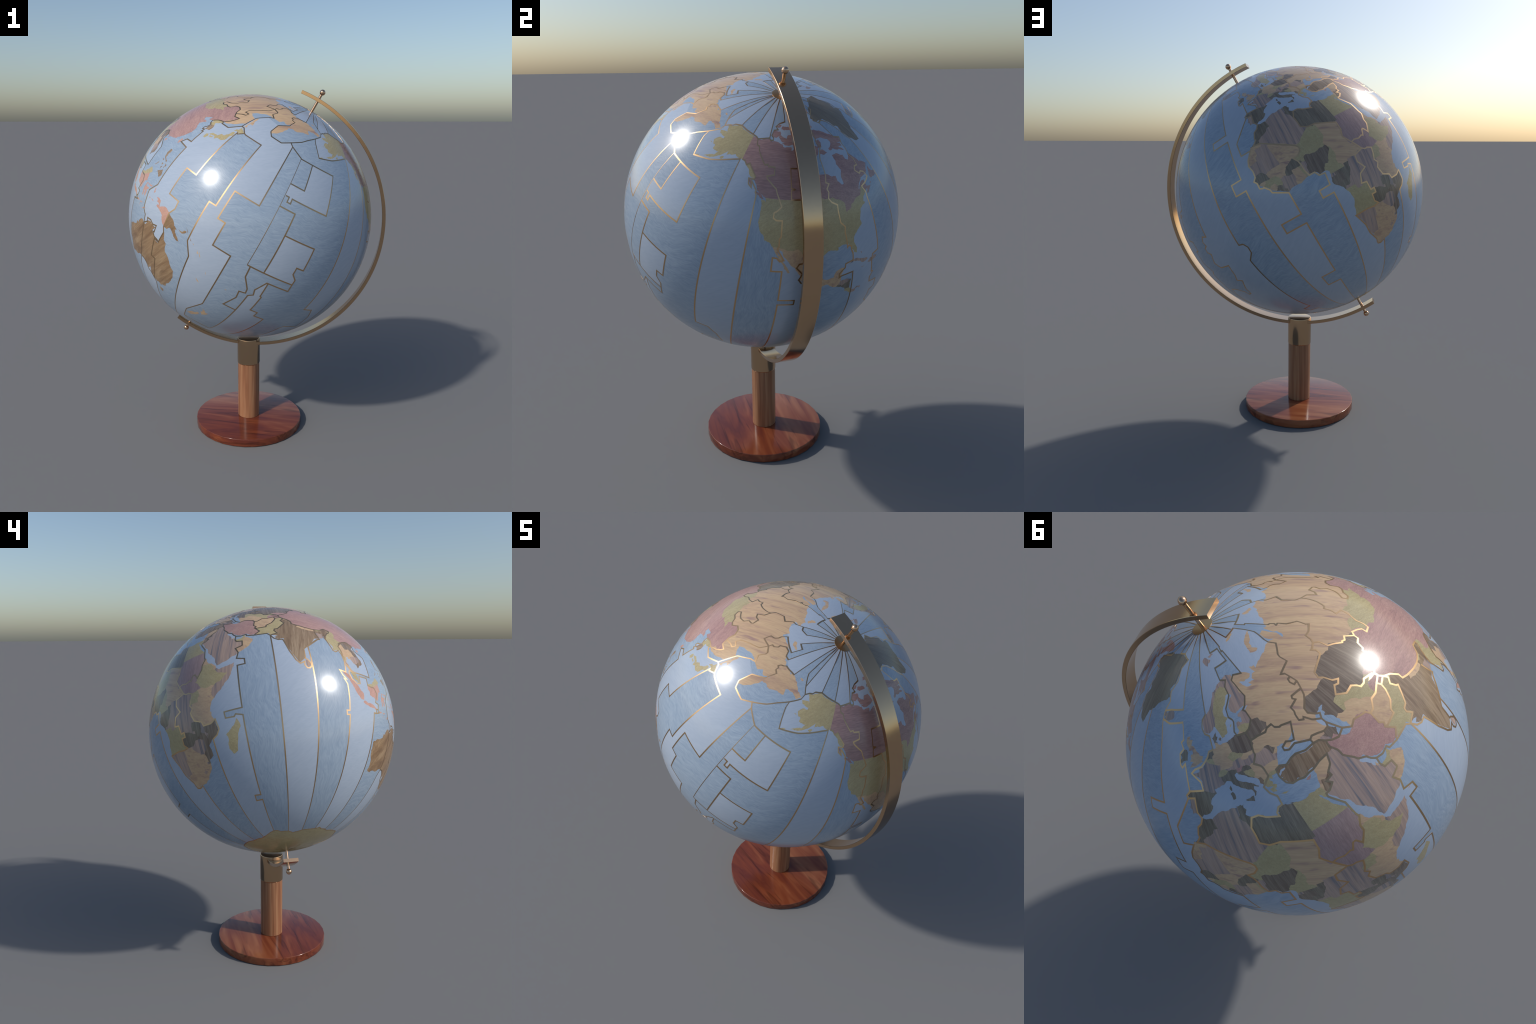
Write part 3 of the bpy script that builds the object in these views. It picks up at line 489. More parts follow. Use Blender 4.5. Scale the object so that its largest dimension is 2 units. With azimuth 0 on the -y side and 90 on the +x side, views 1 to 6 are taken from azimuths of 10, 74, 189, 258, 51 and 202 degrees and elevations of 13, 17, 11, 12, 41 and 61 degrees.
country("turkmenistan", "tan", "eurasia", 52.5, 41.7, 53.9, 42.2, 56, 41.3, 57, 41.3, 58.4, 42.7, 60, 42.2, 61.9, 41.1, 62.5, 40, 64.4, 38.9, 66.5, 37.4, 64.8, 37.1, 62.3, 35.3, 61.1, 35.3,
        61.2, 36.6, 59.3, 37.5, 57.2, 38.2, 54.8, 37.4, 53.9, 37, 53.8, 39.2, 52.9, 40, 53, 41)
country("uzbekistan", "olive", "eurasia", 56, 41.3, 56, 45, 58.6, 45.6, 61.1, 44.3, 62, 43.5, 64.9, 43.7, 66.1, 43, 66.1, 42, 68, 41.2, 69.1, 41.4, 71, 42.3, 71.7, 41.5, 73, 40.8, 71.7, 40.2,
        70.5, 40.3, 69, 40.2, 68, 38.9, 68.1, 37, 66.5, 37.4, 64.4, 38.9, 62.5, 40, 61.9, 41.1, 60, 42.2, 58.4, 42.7, 57, 41.3)
country("kazakhstan", "smoke", "eurasia", 46.7, 48.4, 47, 49.2, 48.5, 50, 49.4, 50.8, 51.4, 51.4, 53.5, 51, 55.7, 50.6, 58.6, 51, 61.4, 50.8, 61.4, 51.4, 60.1, 52, 61.2, 53, 61.4, 53.9,
        65.2, 54.3, 68.9, 55.3, 71.1, 54.2, 73.4, 53.5, 74.5, 53.7, 76.6, 54.3, 77.9, 53.3, 80, 50.8, 83.4, 51, 85.1, 49.6, 87.3, 49.1, 85.7, 48.4, 85.6, 47.2, 83, 47.2, 82.3, 45.5, 80.1, 45,
        80.2, 42.9, 79, 42.8, 75.8, 42.9, 73.5, 43, 71.8, 42.8, 71, 42.3, 69.1, 41.4, 68, 41.2, 66.1, 42, 66.1, 43, 64.9, 43.7, 62, 43.5, 61.1, 44.3, 58.6, 45.6, 56, 45, 56, 41.3, 53.9, 42.2,
        52.5, 41.7, 52.4, 42.8, 50.3, 44.5, 51.3, 45, 51, 46, 53, 46.9, 51, 47, 49.2, 46.4, 48.5, 46.6)
country("kyrgyzstan", "pink", "eurasia", 71, 42.3, 71.8, 42.8, 73.5, 43, 75.8, 42.9, 79, 42.8, 80.2, 42.2, 76.9, 41, 75.5, 40.5, 73.8, 39.6, 71.8, 39.4, 69.5, 39.6, 70.5, 40.3, 71.7, 40.2,
        73, 40.8, 71.7, 41.5)
country("tajikistan", "pink", "eurasia", 69.5, 39.6, 71.8, 39.4, 73.8, 39.6, 74, 38.5, 74.9, 37.2, 73.3, 37.4, 71.7, 36.7, 71.4, 38, 69.5, 37.3, 68.1, 37, 68, 38.9, 69, 40.2)
country("afghanistan", "tan", "eurasia", 61.1, 35.3, 62.3, 35.3, 64.8, 37.1, 66.5, 37.4, 68.1, 37, 69.5, 37.3, 71.4, 38, 71.7, 36.7, 73.3, 37.4, 74.9, 37.2, 71.6, 36.4, 71.2, 34.6, 69.5, 33.4,
        69.3, 31.9, 66.7, 31.2, 66.3, 29.8, 62.5, 29.4, 60.9, 29.9, 61.8, 30.8, 60.9, 31.5, 60.5, 34)
country("pakistan", "olive", "eurasia", 61.6, 25.2, 63.2, 27.2, 60.9, 29.9, 62.5, 29.4, 66.3, 29.8, 66.7, 31.2, 69.3, 31.9, 69.5, 33.4, 71.2, 34.6, 71.6, 36.4, 74.9, 37.2, 76.8, 35.7,
        74.1, 34.7, 74.3, 32.8, 75.3, 32.3, 74.4, 31, 72, 27.9, 70.4, 27.9, 69.5, 26.8, 71, 24.5, 68.8, 24.3, 67.4, 24, 66.6, 25.3, 64.5, 25.2)
country("india", "brown", "eurasia", 68.2, 23.7, 68.8, 24.3, 71, 24.5, 69.5, 26.8, 70.4, 27.9, 72, 27.9, 74.4, 31, 75.3, 32.3, 74.3, 32.8, 74.1, 34.7, 76.8, 35.7, 78.5, 34.5, 79, 32.5,
        78.8, 31.3, 81, 30.2, 80.1, 28.8, 82.5, 27.6, 85, 26.8, 88.1, 26.4, 88.1, 27.9, 89, 27.3, 89.7, 26.7, 92, 26.9, 91.7, 27.8, 94.5, 29.3, 97.3, 28.2, 95.2, 26.6, 94.6, 25, 93.4, 24,
        92.6, 22, 92.3, 23.7, 91.2, 23.5, 92.3, 25, 89.8, 25.3, 88.3, 25.6, 88.7, 24.2, 89.1, 21.8, 87, 21.4, 85.5, 19.8, 82.3, 16.7, 80.2, 15.4, 80.3, 13.2, 79.8, 10.3, 78.2, 8.9, 77.5, 8.1,
        76.4, 9.8, 74.8, 13, 73.5, 16, 72.8, 19.2, 72.8, 21.2, 72.2, 21.2, 70.8, 20.8, 69, 22.3, 70.4, 23)
country("nepal", "tan", "eurasia", 80.1, 28.8, 81, 30.2, 84.1, 28.9, 86, 28, 88.1, 27.9, 88.1, 26.4, 85, 26.8, 82.5, 27.6)
country("bhutan", "olive", "eurasia", 89, 27.3, 91.7, 27.8, 92, 26.9, 89.7, 26.7)
country("bangladesh", "stripe", "eurasia", 88.3, 25.6, 89.8, 25.3, 92.3, 25, 91.2, 23.5, 92.3, 23.7, 92.6, 22, 92.3, 20.8, 91.5, 22.5, 90.5, 22, 89.1, 21.8, 88.7, 24.2)
country("sri_lanka", "stripe", "", 79.9, 9.7, 81.3, 8.5, 81.8, 7.2, 80.6, 5.9, 79.9, 7)
# --- East Asia
country("myanmar", "olive", "eurasia", 92.3, 20.8, 92.6, 22, 93.4, 24, 94.6, 25, 95.2, 26.6, 97.3, 28.2, 98.6, 27.6, 98.7, 25.9, 97.6, 24, 99.2, 22.1, 101.1, 21.6, 100, 20.4, 97.8, 18.6,
        98.6, 16, 98.2, 15, 99.2, 13, 99.2, 11.6, 98.6, 10, 98.5, 11.9, 97.6, 16.2, 96, 16.3, 95.3, 15.7, 94.2, 16, 94.5, 18, 93.6, 19.6)
country("thailand", "tan", "eurasia", 100, 20.4, 100.5, 19.5, 101.1, 17.5, 103.2, 18.3, 104.8, 16.4, 105.5, 14.4, 102.5, 13.7, 102.6, 12.1, 101, 12.6, 100.9, 13.4, 100, 13.3, 99.2, 10.5,
        100.2, 8.5, 102.1, 6.2, 101, 5.7, 100.2, 6.5, 99, 7.8, 98.3, 8.5, 98.6, 10, 99.2, 11.6, 99.2, 13, 98.2, 15, 98.6, 16, 97.8, 18.6)
country("laos", "smoke", "eurasia", 101.1, 21.6, 102.1, 22.4, 103.9, 20.5, 105.2, 18.7, 106.5, 16.6, 107.5, 14.8, 105.5, 14.4, 104.8, 16.4, 103.2, 18.3, 101.1, 17.5, 100.5, 19.5, 100, 20.4)
country("cambodia", "stripe", "eurasia", 102.5, 13.7, 105.5, 14.4, 107.5, 14.8, 107.5, 12.3, 105.9, 11.2, 104.4, 10.4, 103.5, 10.6, 102.6, 12.1)
country("vietnam", "brown", "eurasia", 102.1, 22.4, 105.3, 23.3, 106.7, 22, 108, 21.5, 106, 19.5, 105.7, 18.9, 107.5, 16.5, 109.2, 13.5, 109.3, 11.8, 107.2, 10.4, 105.2, 8.6, 104.9, 10.1,
        104.4, 10.4, 105.9, 11.2, 107.5, 12.3, 107.5, 14.8, 106.5, 16.6, 105.2, 18.7, 103.9, 20.5)
country("malaysia", "olive", "eurasia", 100.2, 6.5, 101, 5.7, 102.1, 6.2, 103.4, 4.5, 104.2, 1.4, 103.4, 1.4, 101.3, 3, 100.4, 5)
country("sarawak", "olive", "borneo", 109.6, 2, 111.3, 2.5, 113, 3.2, 115, 5, 116.8, 7, 119.2, 5.3, 117.8, 4.2, 115.6, 3, 114.8, 2.2, 112, 1.4, 110, 1.2)
country("kalimantan", "coral", "borneo", 109, 1.5, 109.6, 2, 110, 1.2, 112, 1.4, 114.8, 2.2, 115.6, 3, 117.8, 4.2, 119, 0.9, 117.5, 0.3, 116.3, -2, 116, -4, 114.5, -4, 113, -3.2, 111.7, -3.4,
        110.2, -2.9, 110, -1.2, 109.1, -0.3)
country("sumatra", "coral", "", 95.3, 5.6, 97.5, 5.2, 100.3, 2.6, 103.5, -0.5, 104.5, -2, 106, -3, 105.8, -5.8, 104.5, -5.8, 102.3, -4, 100.4, -1, 98.8, 1.7, 97.2, 3.3)
country("java", "coral", "", 105.3, -6.8, 106.1, -5.9, 108.5, -6.7, 110.9, -6.5, 112.6, -6.9, 114.4, -7.8, 114.3, -8.7, 111, -8.2, 108, -7.7)
country("sulawesi", "coral", "", 119, -3, 119.5, -0.5, 120, 0.7, 123, 1, 125, 1.6, 124.5, 0.4, 120.5, 0.4, 120.3, -1, 121.6, -0.9, 123.3, -0.8, 121.8, -2, 122.5, -3.3, 122.5, -5, 121.5, -4.7,
        121, -2.8, 120.4, -3, 120.4, -5.6, 119.5, -5.4)
country("sumbawa", "coral", "", 116, -8.4, 117.5, -8.3, 119, -8.5, 118.9, -8.8, 116.7, -9)
country("flores", "coral", "", 119.8, -8.5, 122.9, -8.2, 121, -8.9)
country("sumba", "coral", "", 119, -9.6, 120.8, -10.2, 119.9, -10)
country("timor", "coral", "", 123.5, -10.3, 125, -9, 127.2, -8.4, 125.5, -9.4, 124, -10.2)
country("seram", "coral", "", 128, -3.1, 130.8, -3.3, 129.5, -3.6)
country("buru", "coral", "", 126, -3.2, 127.2, -3.2, 126.7, -3.9)
country("halmahera", "coral", "", 127.5, 1.5, 128, 2.1, 128.2, 0.8, 128.8, 0.3, 127.8, -0.5, 127.6, 0.8)
country("west_new_guinea", "coral", "new_guinea", 131, -0.9, 132.8, -0.4, 134.1, -0.9, 134.4, -2.4, 135, -3.3, 136, -2.4, 137.5, -1.6, 141, -2.6, 141, -9.1, 139.5, -8.1, 138.5, -7, 138, -5.5, 135.5, -4.4,
        132.8, -4, 132.9, -3.3, 134, -2.9, 133.6, -2.4, 132, -2.3, 132.3, -1.6)
country("papua", "outback", "new_guinea", 141, -2.6, 144.5, -3.9, 145.8, -5.5, 147.8, -6.2, 147, -6.8, 148.5, -8.6, 150.8, -10.3, 149.8, -10.5, 147.5, -9.8, 146.2, -8.6, 144.5, -7.6, 143.5, -8.3,
        143.2, -9, 141, -9.1)
country("new_britain", "outback", "", 148.4, -5.6, 150.5, -5.5, 151.5, -4.3, 152.3, -4.3, 151.9, -5.3, 150.3, -6.3)
country("new_ireland", "outback", "", 150.8, -2.6, 152.5, -3.6, 153, -4.7, 152.2, -3.7)
country("bougainville", "outback", "", 154.7, -5.5, 155.9, -6.7, 155.2, -6.4)
country("solomon", "tan", "", 156.6, -6.7, 157.6, -7.4, 157.2, -7.5)
country("solomon_east", "tan", "", 159.7, -8.4, 160.9, -9.6, 160, -9.7)
country("solomon_south", "tan", "", 160.8, -8.4, 161.4, -9.5, 162.3, -10.7, 161.2, -9.6)
country("vanuatu", "tan", "", 166.6, -14.7, 167.2, -15.6, 167.6, -16.4, 166.9, -15.6)
country("new_caledonia", "tan", "", 164.1, -20.2, 166, -21.4, 167, -22.3, 165.4, -21.6)
country("fiji", "tan", "", 177.3, -17.6, 178.6, -17.8, 178, -18.2)
country("australia", "outback", "", 113.7, -22.5, 114.2, -21.8, 116.8, -20.6, 119, -20, 121.5, -19, 122.3, -17, 123.6, -17.3, 123.6, -16.2, 125.2, -14.6, 126.7, -14, 128.2, -14.9, 129.7, -14.9,
        130.8, -12.4, 132.6, -11.6, 135.2, -12.2, 136.8, -12.3, 135.6, -14.8, 139, -17.3, 140.8, -17.5, 141.6, -15, 141.6, -12.9, 142.5, -10.8, 143.5, -14, 145.3, -15, 146.2, -18.8, 148.5, -20.2,
        150.8, -23.3, 153.1, -25, 153.6, -28.5, 152.5, -32.3, 150.9, -34.6, 150, -37.4, 147.5, -38, 146.4, -39.1, 144.7, -38.2, 143.5, -38.8, 140.5, -38, 138.2, -35.6, 138, -34.3, 137.8, -32.8,
        136.5, -34, 135.8, -34.9, 135.2, -33.8, 134.2, -32.7, 131.5, -31.5, 129, -31.7, 126, -32.3, 123.7, -33.9, 120, -33.9, 118, -35, 115.1, -34.3, 115.7, -31.8, 114.9, -29.3, 113.5, -26, 114, -24)
country("tasmania", "outback", "", 144.7, -40.8, 148.2, -40.9, 148, -43, 146.8, -43.6, 145.5, -42.7)
country("zealand_north", "tan", "", 173, -34.5, 174.5, -36, 175.8, -36.8, 176.8, -37.9, 178.4, -37.7, 177.8, -39, 176.9, -40, 175.3, -41.5, 175, -40.2, 173.8, -39.3, 174.7, -38, 174.6, -36.8)
country("zealand_south", "tan", "", 172.7, -40.6, 174.2, -41.4, 172.8, -43.7, 170.8, -45.8, 169, -46.6, 166.5, -45.9, 168.5, -44, 171.2, -42.4)
country("luzon", "brown", "", 120.6, 18.5, 122.2, 18.4, 121.6, 16.2, 121.7, 14.3, 124, 13.6, 124, 12.7, 123.2, 13, 121.8, 13.8, 120.6, 14.2, 119.9, 16.3)
country("mindanao", "brown", "", 122, 7, 123.5, 8.6, 125.4, 9.7, 126.5, 7.5, 125.5, 6, 124, 6.8, 123, 7.5)
country("samar", "brown", "", 124.3, 12.5, 125.6, 12, 125.3, 11, 124.7, 11.5)
country("panay", "brown", "", 122, 11.8, 123.1, 11.5, 122, 10.5)
country("negros", "brown", "", 122.5, 10, 123.5, 10.8, 123.1, 9.1)
country("leyte", "brown", "", 124.4, 11.3, 125, 11, 125, 10.1, 124.6, 10.4)
country("palawan", "brown", "", 117.3, 8.3, 119.5, 10.6, 119.3, 11.3, 118.5, 9.7)
country("mindoro", "brown", "", 120.4, 13.4, 121.5, 13.1, 121.2, 12.3)
country("taiwan", "coral", "", 121, 25, 122, 25, 120.9, 22, 120.1, 23.2)
country("hainan", "coral", "", 108.7, 19.2, 110.5, 20.1, 111, 19.7, 109.5, 18.2)
country("honshu", "olive", "", 130.9, 34, 132.5, 35.4, 135.8, 35.6, 136.8, 37.3, 138.5, 37.3, 139.9, 39.5, 140.3, 41.2, 141.4, 41.4, 142, 39.6, 141, 38.2, 140.8, 35.8, 139.8, 35, 138.8, 34.7,
        137, 34.7, 135.8, 33.5, 135, 34.6, 132.2, 33.9)
country("kyushu", "olive", "", 130, 33.4, 131, 33.9, 132, 32.8, 131.3, 31.4, 130.2, 31.3, 130, 32.5)
country("shikoku", "olive", "", 132.5, 33.7, 134.4, 34.1, 134.2, 33.3, 132.7, 32.8)
country("hokkaido", "olive", "", 140, 41.6, 141.2, 42.4, 143.2, 42, 145.5, 43.3, 144.3, 44, 141.8, 45.4, 141.4, 43.3, 140.4, 43.2)
country("north_korea", "olive", "eurasia", 124.4, 40, 126.9, 41.7, 128.2, 42, 130.6, 42.4, 129.7, 41, 127.5, 39.6, 128.4, 38.6, 126.7, 37.8, 125, 38, 125.4, 39.4)
country("south_korea", "brown", "eurasia", 126.7, 37.8, 128.4, 38.6, 129.4, 37, 129.2, 35.2, 126.5, 34.4, 126.5, 36.6)
country("mongolia", "olive", "eurasia", 87.8, 49.2, 92.3, 50.8, 94.6, 50, 98.3, 50.5, 98.9, 52.1, 102.3, 51.4, 102.3, 50.6, 106.7, 50.3, 110.7, 49.2, 114.4, 50.2, 116.6, 49.8, 115.8, 47.7,
        119.9, 46.8, 116.3, 46.3, 114, 45, 111.9, 45, 112, 43.7, 109.5, 42.4, 105, 41.6, 100.8, 42.6, 96.4, 42.7, 95.3, 44.3, 90.9, 45.3, 90.6, 47)
country("china", "pink", "eurasia", 73.8, 39.6, 75.5, 40.5, 76.9, 41, 80.2, 42.2, 80.2, 42.9, 80.1, 45, 82.3, 45.5, 83, 47.2, 85.6, 47.2, 85.7, 48.4, 87.3, 49.1, 87.8, 49.2, 90.6, 47, 90.9, 45.3,
        95.3, 44.3, 96.4, 42.7, 100.8, 42.6, 105, 41.6, 109.5, 42.4, 112, 43.7, 111.9, 45, 114, 45, 116.3, 46.3, 119.9, 46.8, 115.8, 47.7, 116.6, 49.8, 119.3, 50.1, 120, 52.8, 121, 53.3, 125.6, 53,
        127.6, 50.2, 131, 47.8, 134.7, 48.3, 133.1, 45.1, 131.2, 44.9, 130.6, 42.4, 128.2, 42, 126.9, 41.7, 124.4, 40, 121.5, 39, 121.5, 40.9, 119.5, 39.8, 117.7, 39, 118.9, 37.4, 120.8, 37.8,
        122.5, 37.2, 120.3, 36, 119.2, 34.9, 121.6, 32.3, 121.9, 31, 122, 29.5, 121, 28, 119.6, 25.9, 118, 24.4, 116.5, 22.9, 113.8, 22.2, 110.5, 21.2, 109.7, 20.4, 109.5, 21.6, 108, 21.5,
        106.7, 22, 105.3, 23.3, 102.1, 22.4, 101.1, 21.6, 99.2, 22.1, 97.6, 24, 98.7, 25.9, 98.6, 27.6, 97.3, 28.2, 94.5, 29.3, 91.7, 27.8, 89, 27.3, 88.1, 27.9, 86, 28, 84.1, 28.9, 81, 30.2,
        78.8, 31.3, 79, 32.5, 78.5, 34.5, 76.8, 35.7, 74.9, 37.2, 74, 38.5)
# --- North America, Greenland, Antarctica (this globe leaves South America out)
country("alaska", "olive", "america", -141, 69.6, -145, 70, -150.5, 70.5, -156.5, 71.3, -161, 70.3, -163.3, 69.3, -166.3, 68.7, -163.7, 67.1, -161.9, 66.3, -164, 66.5, -168, 65.6, -166, 64.5,
        -161, 64.4, -161, 63.6, -164.5, 63.1, -166, 61.6, -164, 60, -162.2, 59.9, -162, 58.7, -158.8, 58.5, -157.3, 58.7, -158.5, 57, -163, 55.2, -164.8, 54.5, -160.5, 55.4, -156.3, 57.2,
        -153.8, 58.8, -151.8, 60.7, -151.5, 59.2, -148.5, 60, -146.5, 60.8, -144.2, 60, -141, 60, -139.6, 59.6, -136.6, 58.2, -134.8, 57.3, -133, 55.2, -130.4, 54.8, -130, 55.9, -131.8, 56.6,
        -133.5, 58.4, -135.5, 59.8, -137.4, 58.9, -139, 60, -141, 60.2)
country("kodiak", "olive", "", -154.5, 57.2, -153, 56.9, -152.2, 57.7, -152.5, 58.3, -153.8, 57.9)
country("unimak", "olive", "", -168.8, 53, -166.4, 53.5, -166.2, 54, -167.8, 53.5)
country("nunivak", "olive", "", -167.3, 60.1, -165.7, 59.9, -165.8, 60.4)
country("canada", "maple_rose", "america", -141, 60.2, -141, 69.6, -135.6, 69.3, -131, 69.9, -127.5, 70.3, -124.5, 70.1, -124.3, 69.4, -121, 69.7, -115.5, 68.9, -115, 68, -110, 67.9, -108, 67.7,
        -108.5, 66.5, -107, 67, -103.5, 68, -98, 67.8, -95.8, 67, -96, 68.2, -94, 69, -94.6, 71.9, -92.5, 71, -91.5, 69.6, -90.5, 68.6, -88, 67.5, -86, 67, -85.5, 69.5, -82, 69.6, -81.4, 68,
        -83, 66.3, -86.5, 66.2, -87, 65.3, -89, 64, -92.5, 62.5, -94.7, 60, -94.8, 58.9, -92.5, 57, -88.5, 56.6, -85, 55.3, -82.3, 55.1, -82.2, 53, -80.5, 51.4, -79, 51.5, -79, 54, -77, 56.5,
        -78.5, 58.9, -77.5, 60, -78, 62.4, -74, 62.4, -71.5, 61.3, -69.5, 60.8, -69.5, 59, -67.8, 58.3, -65.5, 59.4, -64.8, 60.4, -62, 57.8, -60, 55.3, -57, 54, -55.8, 52.8, -58.5, 51.4, -60, 50.2,
        -66, 50.2, -68.5, 49, -71, 47, -69, 48.2, -66.5, 49.2, -64.3, 48.8, -65, 47.8, -64.5, 46.2, -63, 45.8, -61, 45.6, -63.5, 44.6, -66, 43.6, -66, 44.4, -64.8, 45.5, -67, 45.1, -67.8, 47.1,
        -69.2, 47.4, -70.3, 45.9, -71.5, 45, -74.7, 45, -76.5, 44.1, -79, 43.3, -79, 42.7, -82.5, 41.7, -82.5, 43, -82.4, 45.3, -84.5, 46.5, -85, 46.9, -88.4, 48.3, -89.6, 48, -92, 48.3, -94.7, 49,
        -95.2, 49, -123, 49, -124.5, 49.8, -127.5, 51, -128.5, 52.8, -130.3, 54.3, -130.4, 54.8, -130, 55.9, -131.8, 56.6, -133.5, 58.4, -135.5, 59.8, -137.4, 58.9, -139, 60)
country("vancouver_island", "maple_rose", "", -128.3, 50.7, -125.2, 50, -123.4, 48.5, -125.5, 48.8, -127.8, 50.1)
country("haida_island", "maple_rose", "", -133, 54.1, -131.8, 54, -131.2, 52.2, -132.5, 53.2)
country("baffin", "maple_rose", "", -61.5, 66.7, -64, 67.8, -67, 69.3, -71, 71, -76, 72.7, -80.5, 73.7, -85, 73.7, -89.5, 73, -88, 71.6, -85.5, 71.3, -85, 70, -80, 70, -78, 69.8, -73.5, 68.5,
        -72.5, 67.2, -74, 66, -77.5, 65.3, -78, 64.4, -74, 64.5, -71.5, 63.5, -68, 62.6, -65.5, 62, -66.5, 63.2, -68.5, 64, -65, 63.5, -64.5, 65, -67.5, 65.8, -63, 65)
country("southampton", "maple_rose", "", -87, 64, -84, 63.4, -80.5, 63.8, -83.5, 65.6, -86, 65.6)
country("victoria_island", "maple_rose", "", -117, 70.3, -113, 69.6, -116.5, 69.2, -113, 68.5, -105, 69.1, -102, 69.6, -105, 72.8, -110, 72.8, -112, 71.2, -117.5, 72.8, -119, 71.6)
country("banks_island", "maple_rose", "", -125, 72, -123.5, 71.3, -120, 71.7, -117, 73.2, -118, 74.1, -124, 74.2)
country("melville_island", "maple_rose", "", -117, 75.1, -110, 74.9, -106, 75.2, -109, 76.4, -116, 76.3)
country("prince_patrick", "maple_rose", "", -122.5, 76.1, -119, 75.7, -116.5, 77, -119.5, 77)
country("somerset_island", "maple_rose", "", -95, 72.2, -91, 72.8, -91, 74, -95.5, 73.8)
country("wales_island", "maple_rose", "", -102, 72, -97, 71.7, -97.5, 73.7, -101.5, 73.4)
country("bathurst_island", "maple_rose", "", -103, 75.4, -98, 75, -98, 76.5, -102, 76.4)
country("devon_island", "maple_rose", "", -96, 75, -91, 74.6, -80, 74.7, -80, 75.6, -90, 76.3)
country("ellesmere", "maple_rose", "", -90, 76.6, -79.5, 76.5, -78, 78, -75, 79.5, -68, 80.8, -62, 82.5, -70, 83.1, -80, 82.8, -86, 82, -91, 81.6, -85.5, 79.8, -87, 78.2)
country("axel_heiberg", "maple_rose", "", -95.5, 80.2, -91, 78.3, -88, 79.4, -91, 81.2)
country("ringnes_island", "maple_rose", "", -105, 78, -99, 77.7, -97, 79.2, -103, 79.2)
country("king_william", "maple_rose", "", -99, 69.7, -96.4, 68.6, -95.4, 69.5)
country("newfoundland", "maple_rose", "", -59, 47.7, -55.8, 46.9, -53.2, 46.8, -53, 48.5, -55.5, 49.8, -55.8, 51.5, -57, 51, -58.5, 49)
country("cape_breton", "maple_rose", "", -61.3, 45.8, -60, 46.1, -60.5, 47)
country("anticosti", "maple_rose", "", -64.3, 49.8, -61.8, 49.1, -63, 49.2)
country("greenland", "dark", "", -73, 78.2, -68.5, 76, -58, 75.6, -55, 73, -54.5, 71, -51.5, 69.5, -53.5, 67, -52, 64.2, -48.5, 61, -44, 59.9, -42.8, 61.5, -40.5, 64.7, -37, 65.7, -32, 68,
        -25, 69.3, -22, 70.2, -24.5, 72.5, -20, 74.2, -19, 76.5, -18.5, 79, -13, 81.5, -20, 82.6, -30, 83.5, -42, 83, -50, 82.3, -60, 82, -66, 80.5, -65.5, 79.5, -72, 78.6)
country("united_states", "olive", "america", -123, 49, -95.2, 49, -94.7, 49, -92, 48.3, -89.6, 48, -88.4, 48.3, -85, 46.9, -84.5, 46.5, -82.4, 45.3, -82.5, 43, -82.5, 41.7, -79, 42.7, -79, 43.3,
        -76.5, 44.1, -74.7, 45, -71.5, 45, -70.3, 45.9, -69.2, 47.4, -67.8, 47.1, -67, 45.1, -70, 43.7, -70.8, 42.3, -70, 41.7, -72, 41.2, -74, 40.6, -75.1, 38.6, -76, 37, -75.5, 35.2, -77.9, 34,
        -79.5, 33, -81.2, 31.5, -81.4, 30, -80.1, 27, -80.4, 25.3, -81.6, 25.9, -82.8, 27.9, -84, 30, -86, 30.4, -89.3, 30.2, -89.3, 29.1, -91.5, 29.4, -94, 29.6, -97, 28, -97.2, 25.9, -99.2, 26.6,
        -101.3, 29.7, -102.8, 29.4, -104.5, 29.6, -106.5, 31.8, -108.2, 31.8, -108.2, 31.3, -111, 31.3, -114.8, 32.5, -117.1, 32.5, -118.4, 33.9, -120.6, 34.5, -121.9, 36.6, -123.7, 38.9,
        -124.3, 40.4, -124.1, 43.7, -124, 46.2, -124.7, 48.4, -123, 48.2, -122.5, 47.4, -122.7, 48.8)
country("mexico", "tan", "america", -117.1, 32.5, -114.8, 32.5, -111, 31.3, -108.2, 31.3, -108.2, 31.8, -106.5, 31.8, -104.5, 29.6, -102.8, 29.4, -101.3, 29.7, -99.2, 26.6, -97.2, 25.9, -97.8, 22.5,
        -96.3, 19.3, -94.5, 18.2, -91.5, 18.5, -90.5, 20.7, -88.2, 21.5, -86.8, 21.3, -87.5, 19.5, -88.2, 18.4, -89.1, 17.9, -91, 17.3, -91.5, 16, -92.2, 14.6, -94.5, 16.2, -96.5, 15.7, -99.8, 16.8,
        -103, 18.2, -105.6, 20.3, -105.4, 21.7, -106.5, 23.3, -109.3, 25.8, -110.8, 27.8, -112.2, 29, -113, 31, -114.8, 31.8, -114.5, 30, -112.8, 28.3, -111.3, 26, -110.2, 24.4, -109.5, 23.2,
        -110.1, 22.9, -111.8, 24.6, -112.2, 26, -114.8, 27.8, -114.2, 28.5, -115.8, 30.4)
country("guatemala", "tan", "america", -92.2, 14.6, -91.5, 16, -91, 17.3, -89.1, 17.9, -88.2, 18.4, -88.4, 15.8, -89.2, 14.5, -90.1, 13.8)
country("honduras", "stripe", "america", -89.2, 14.5, -88.4, 15.8, -86, 15.9, -83.2, 15, -86.5, 13.8, -87.7, 13.3, -87.8, 13.9)
country("salvador", "dark", "america", -90.1, 13.8, -89.2, 14.5, -87.8, 13.9, -87.7, 13.3, -88.5, 13.1)
country("nicaragua", "dark", "america", -83.2, 15, -83.5, 12.5, -83.7, 10.9, -85.7, 11.1, -87.6, 12.9, -87.7, 13.3, -86.5, 13.8)
country("costa_rica", "olive", "america", -85.7, 11.1, -83.7, 10.9, -82.6, 9.6, -82.9, 8.1, -83.7, 8.6, -84.8, 9.8, -85.8, 10.1)
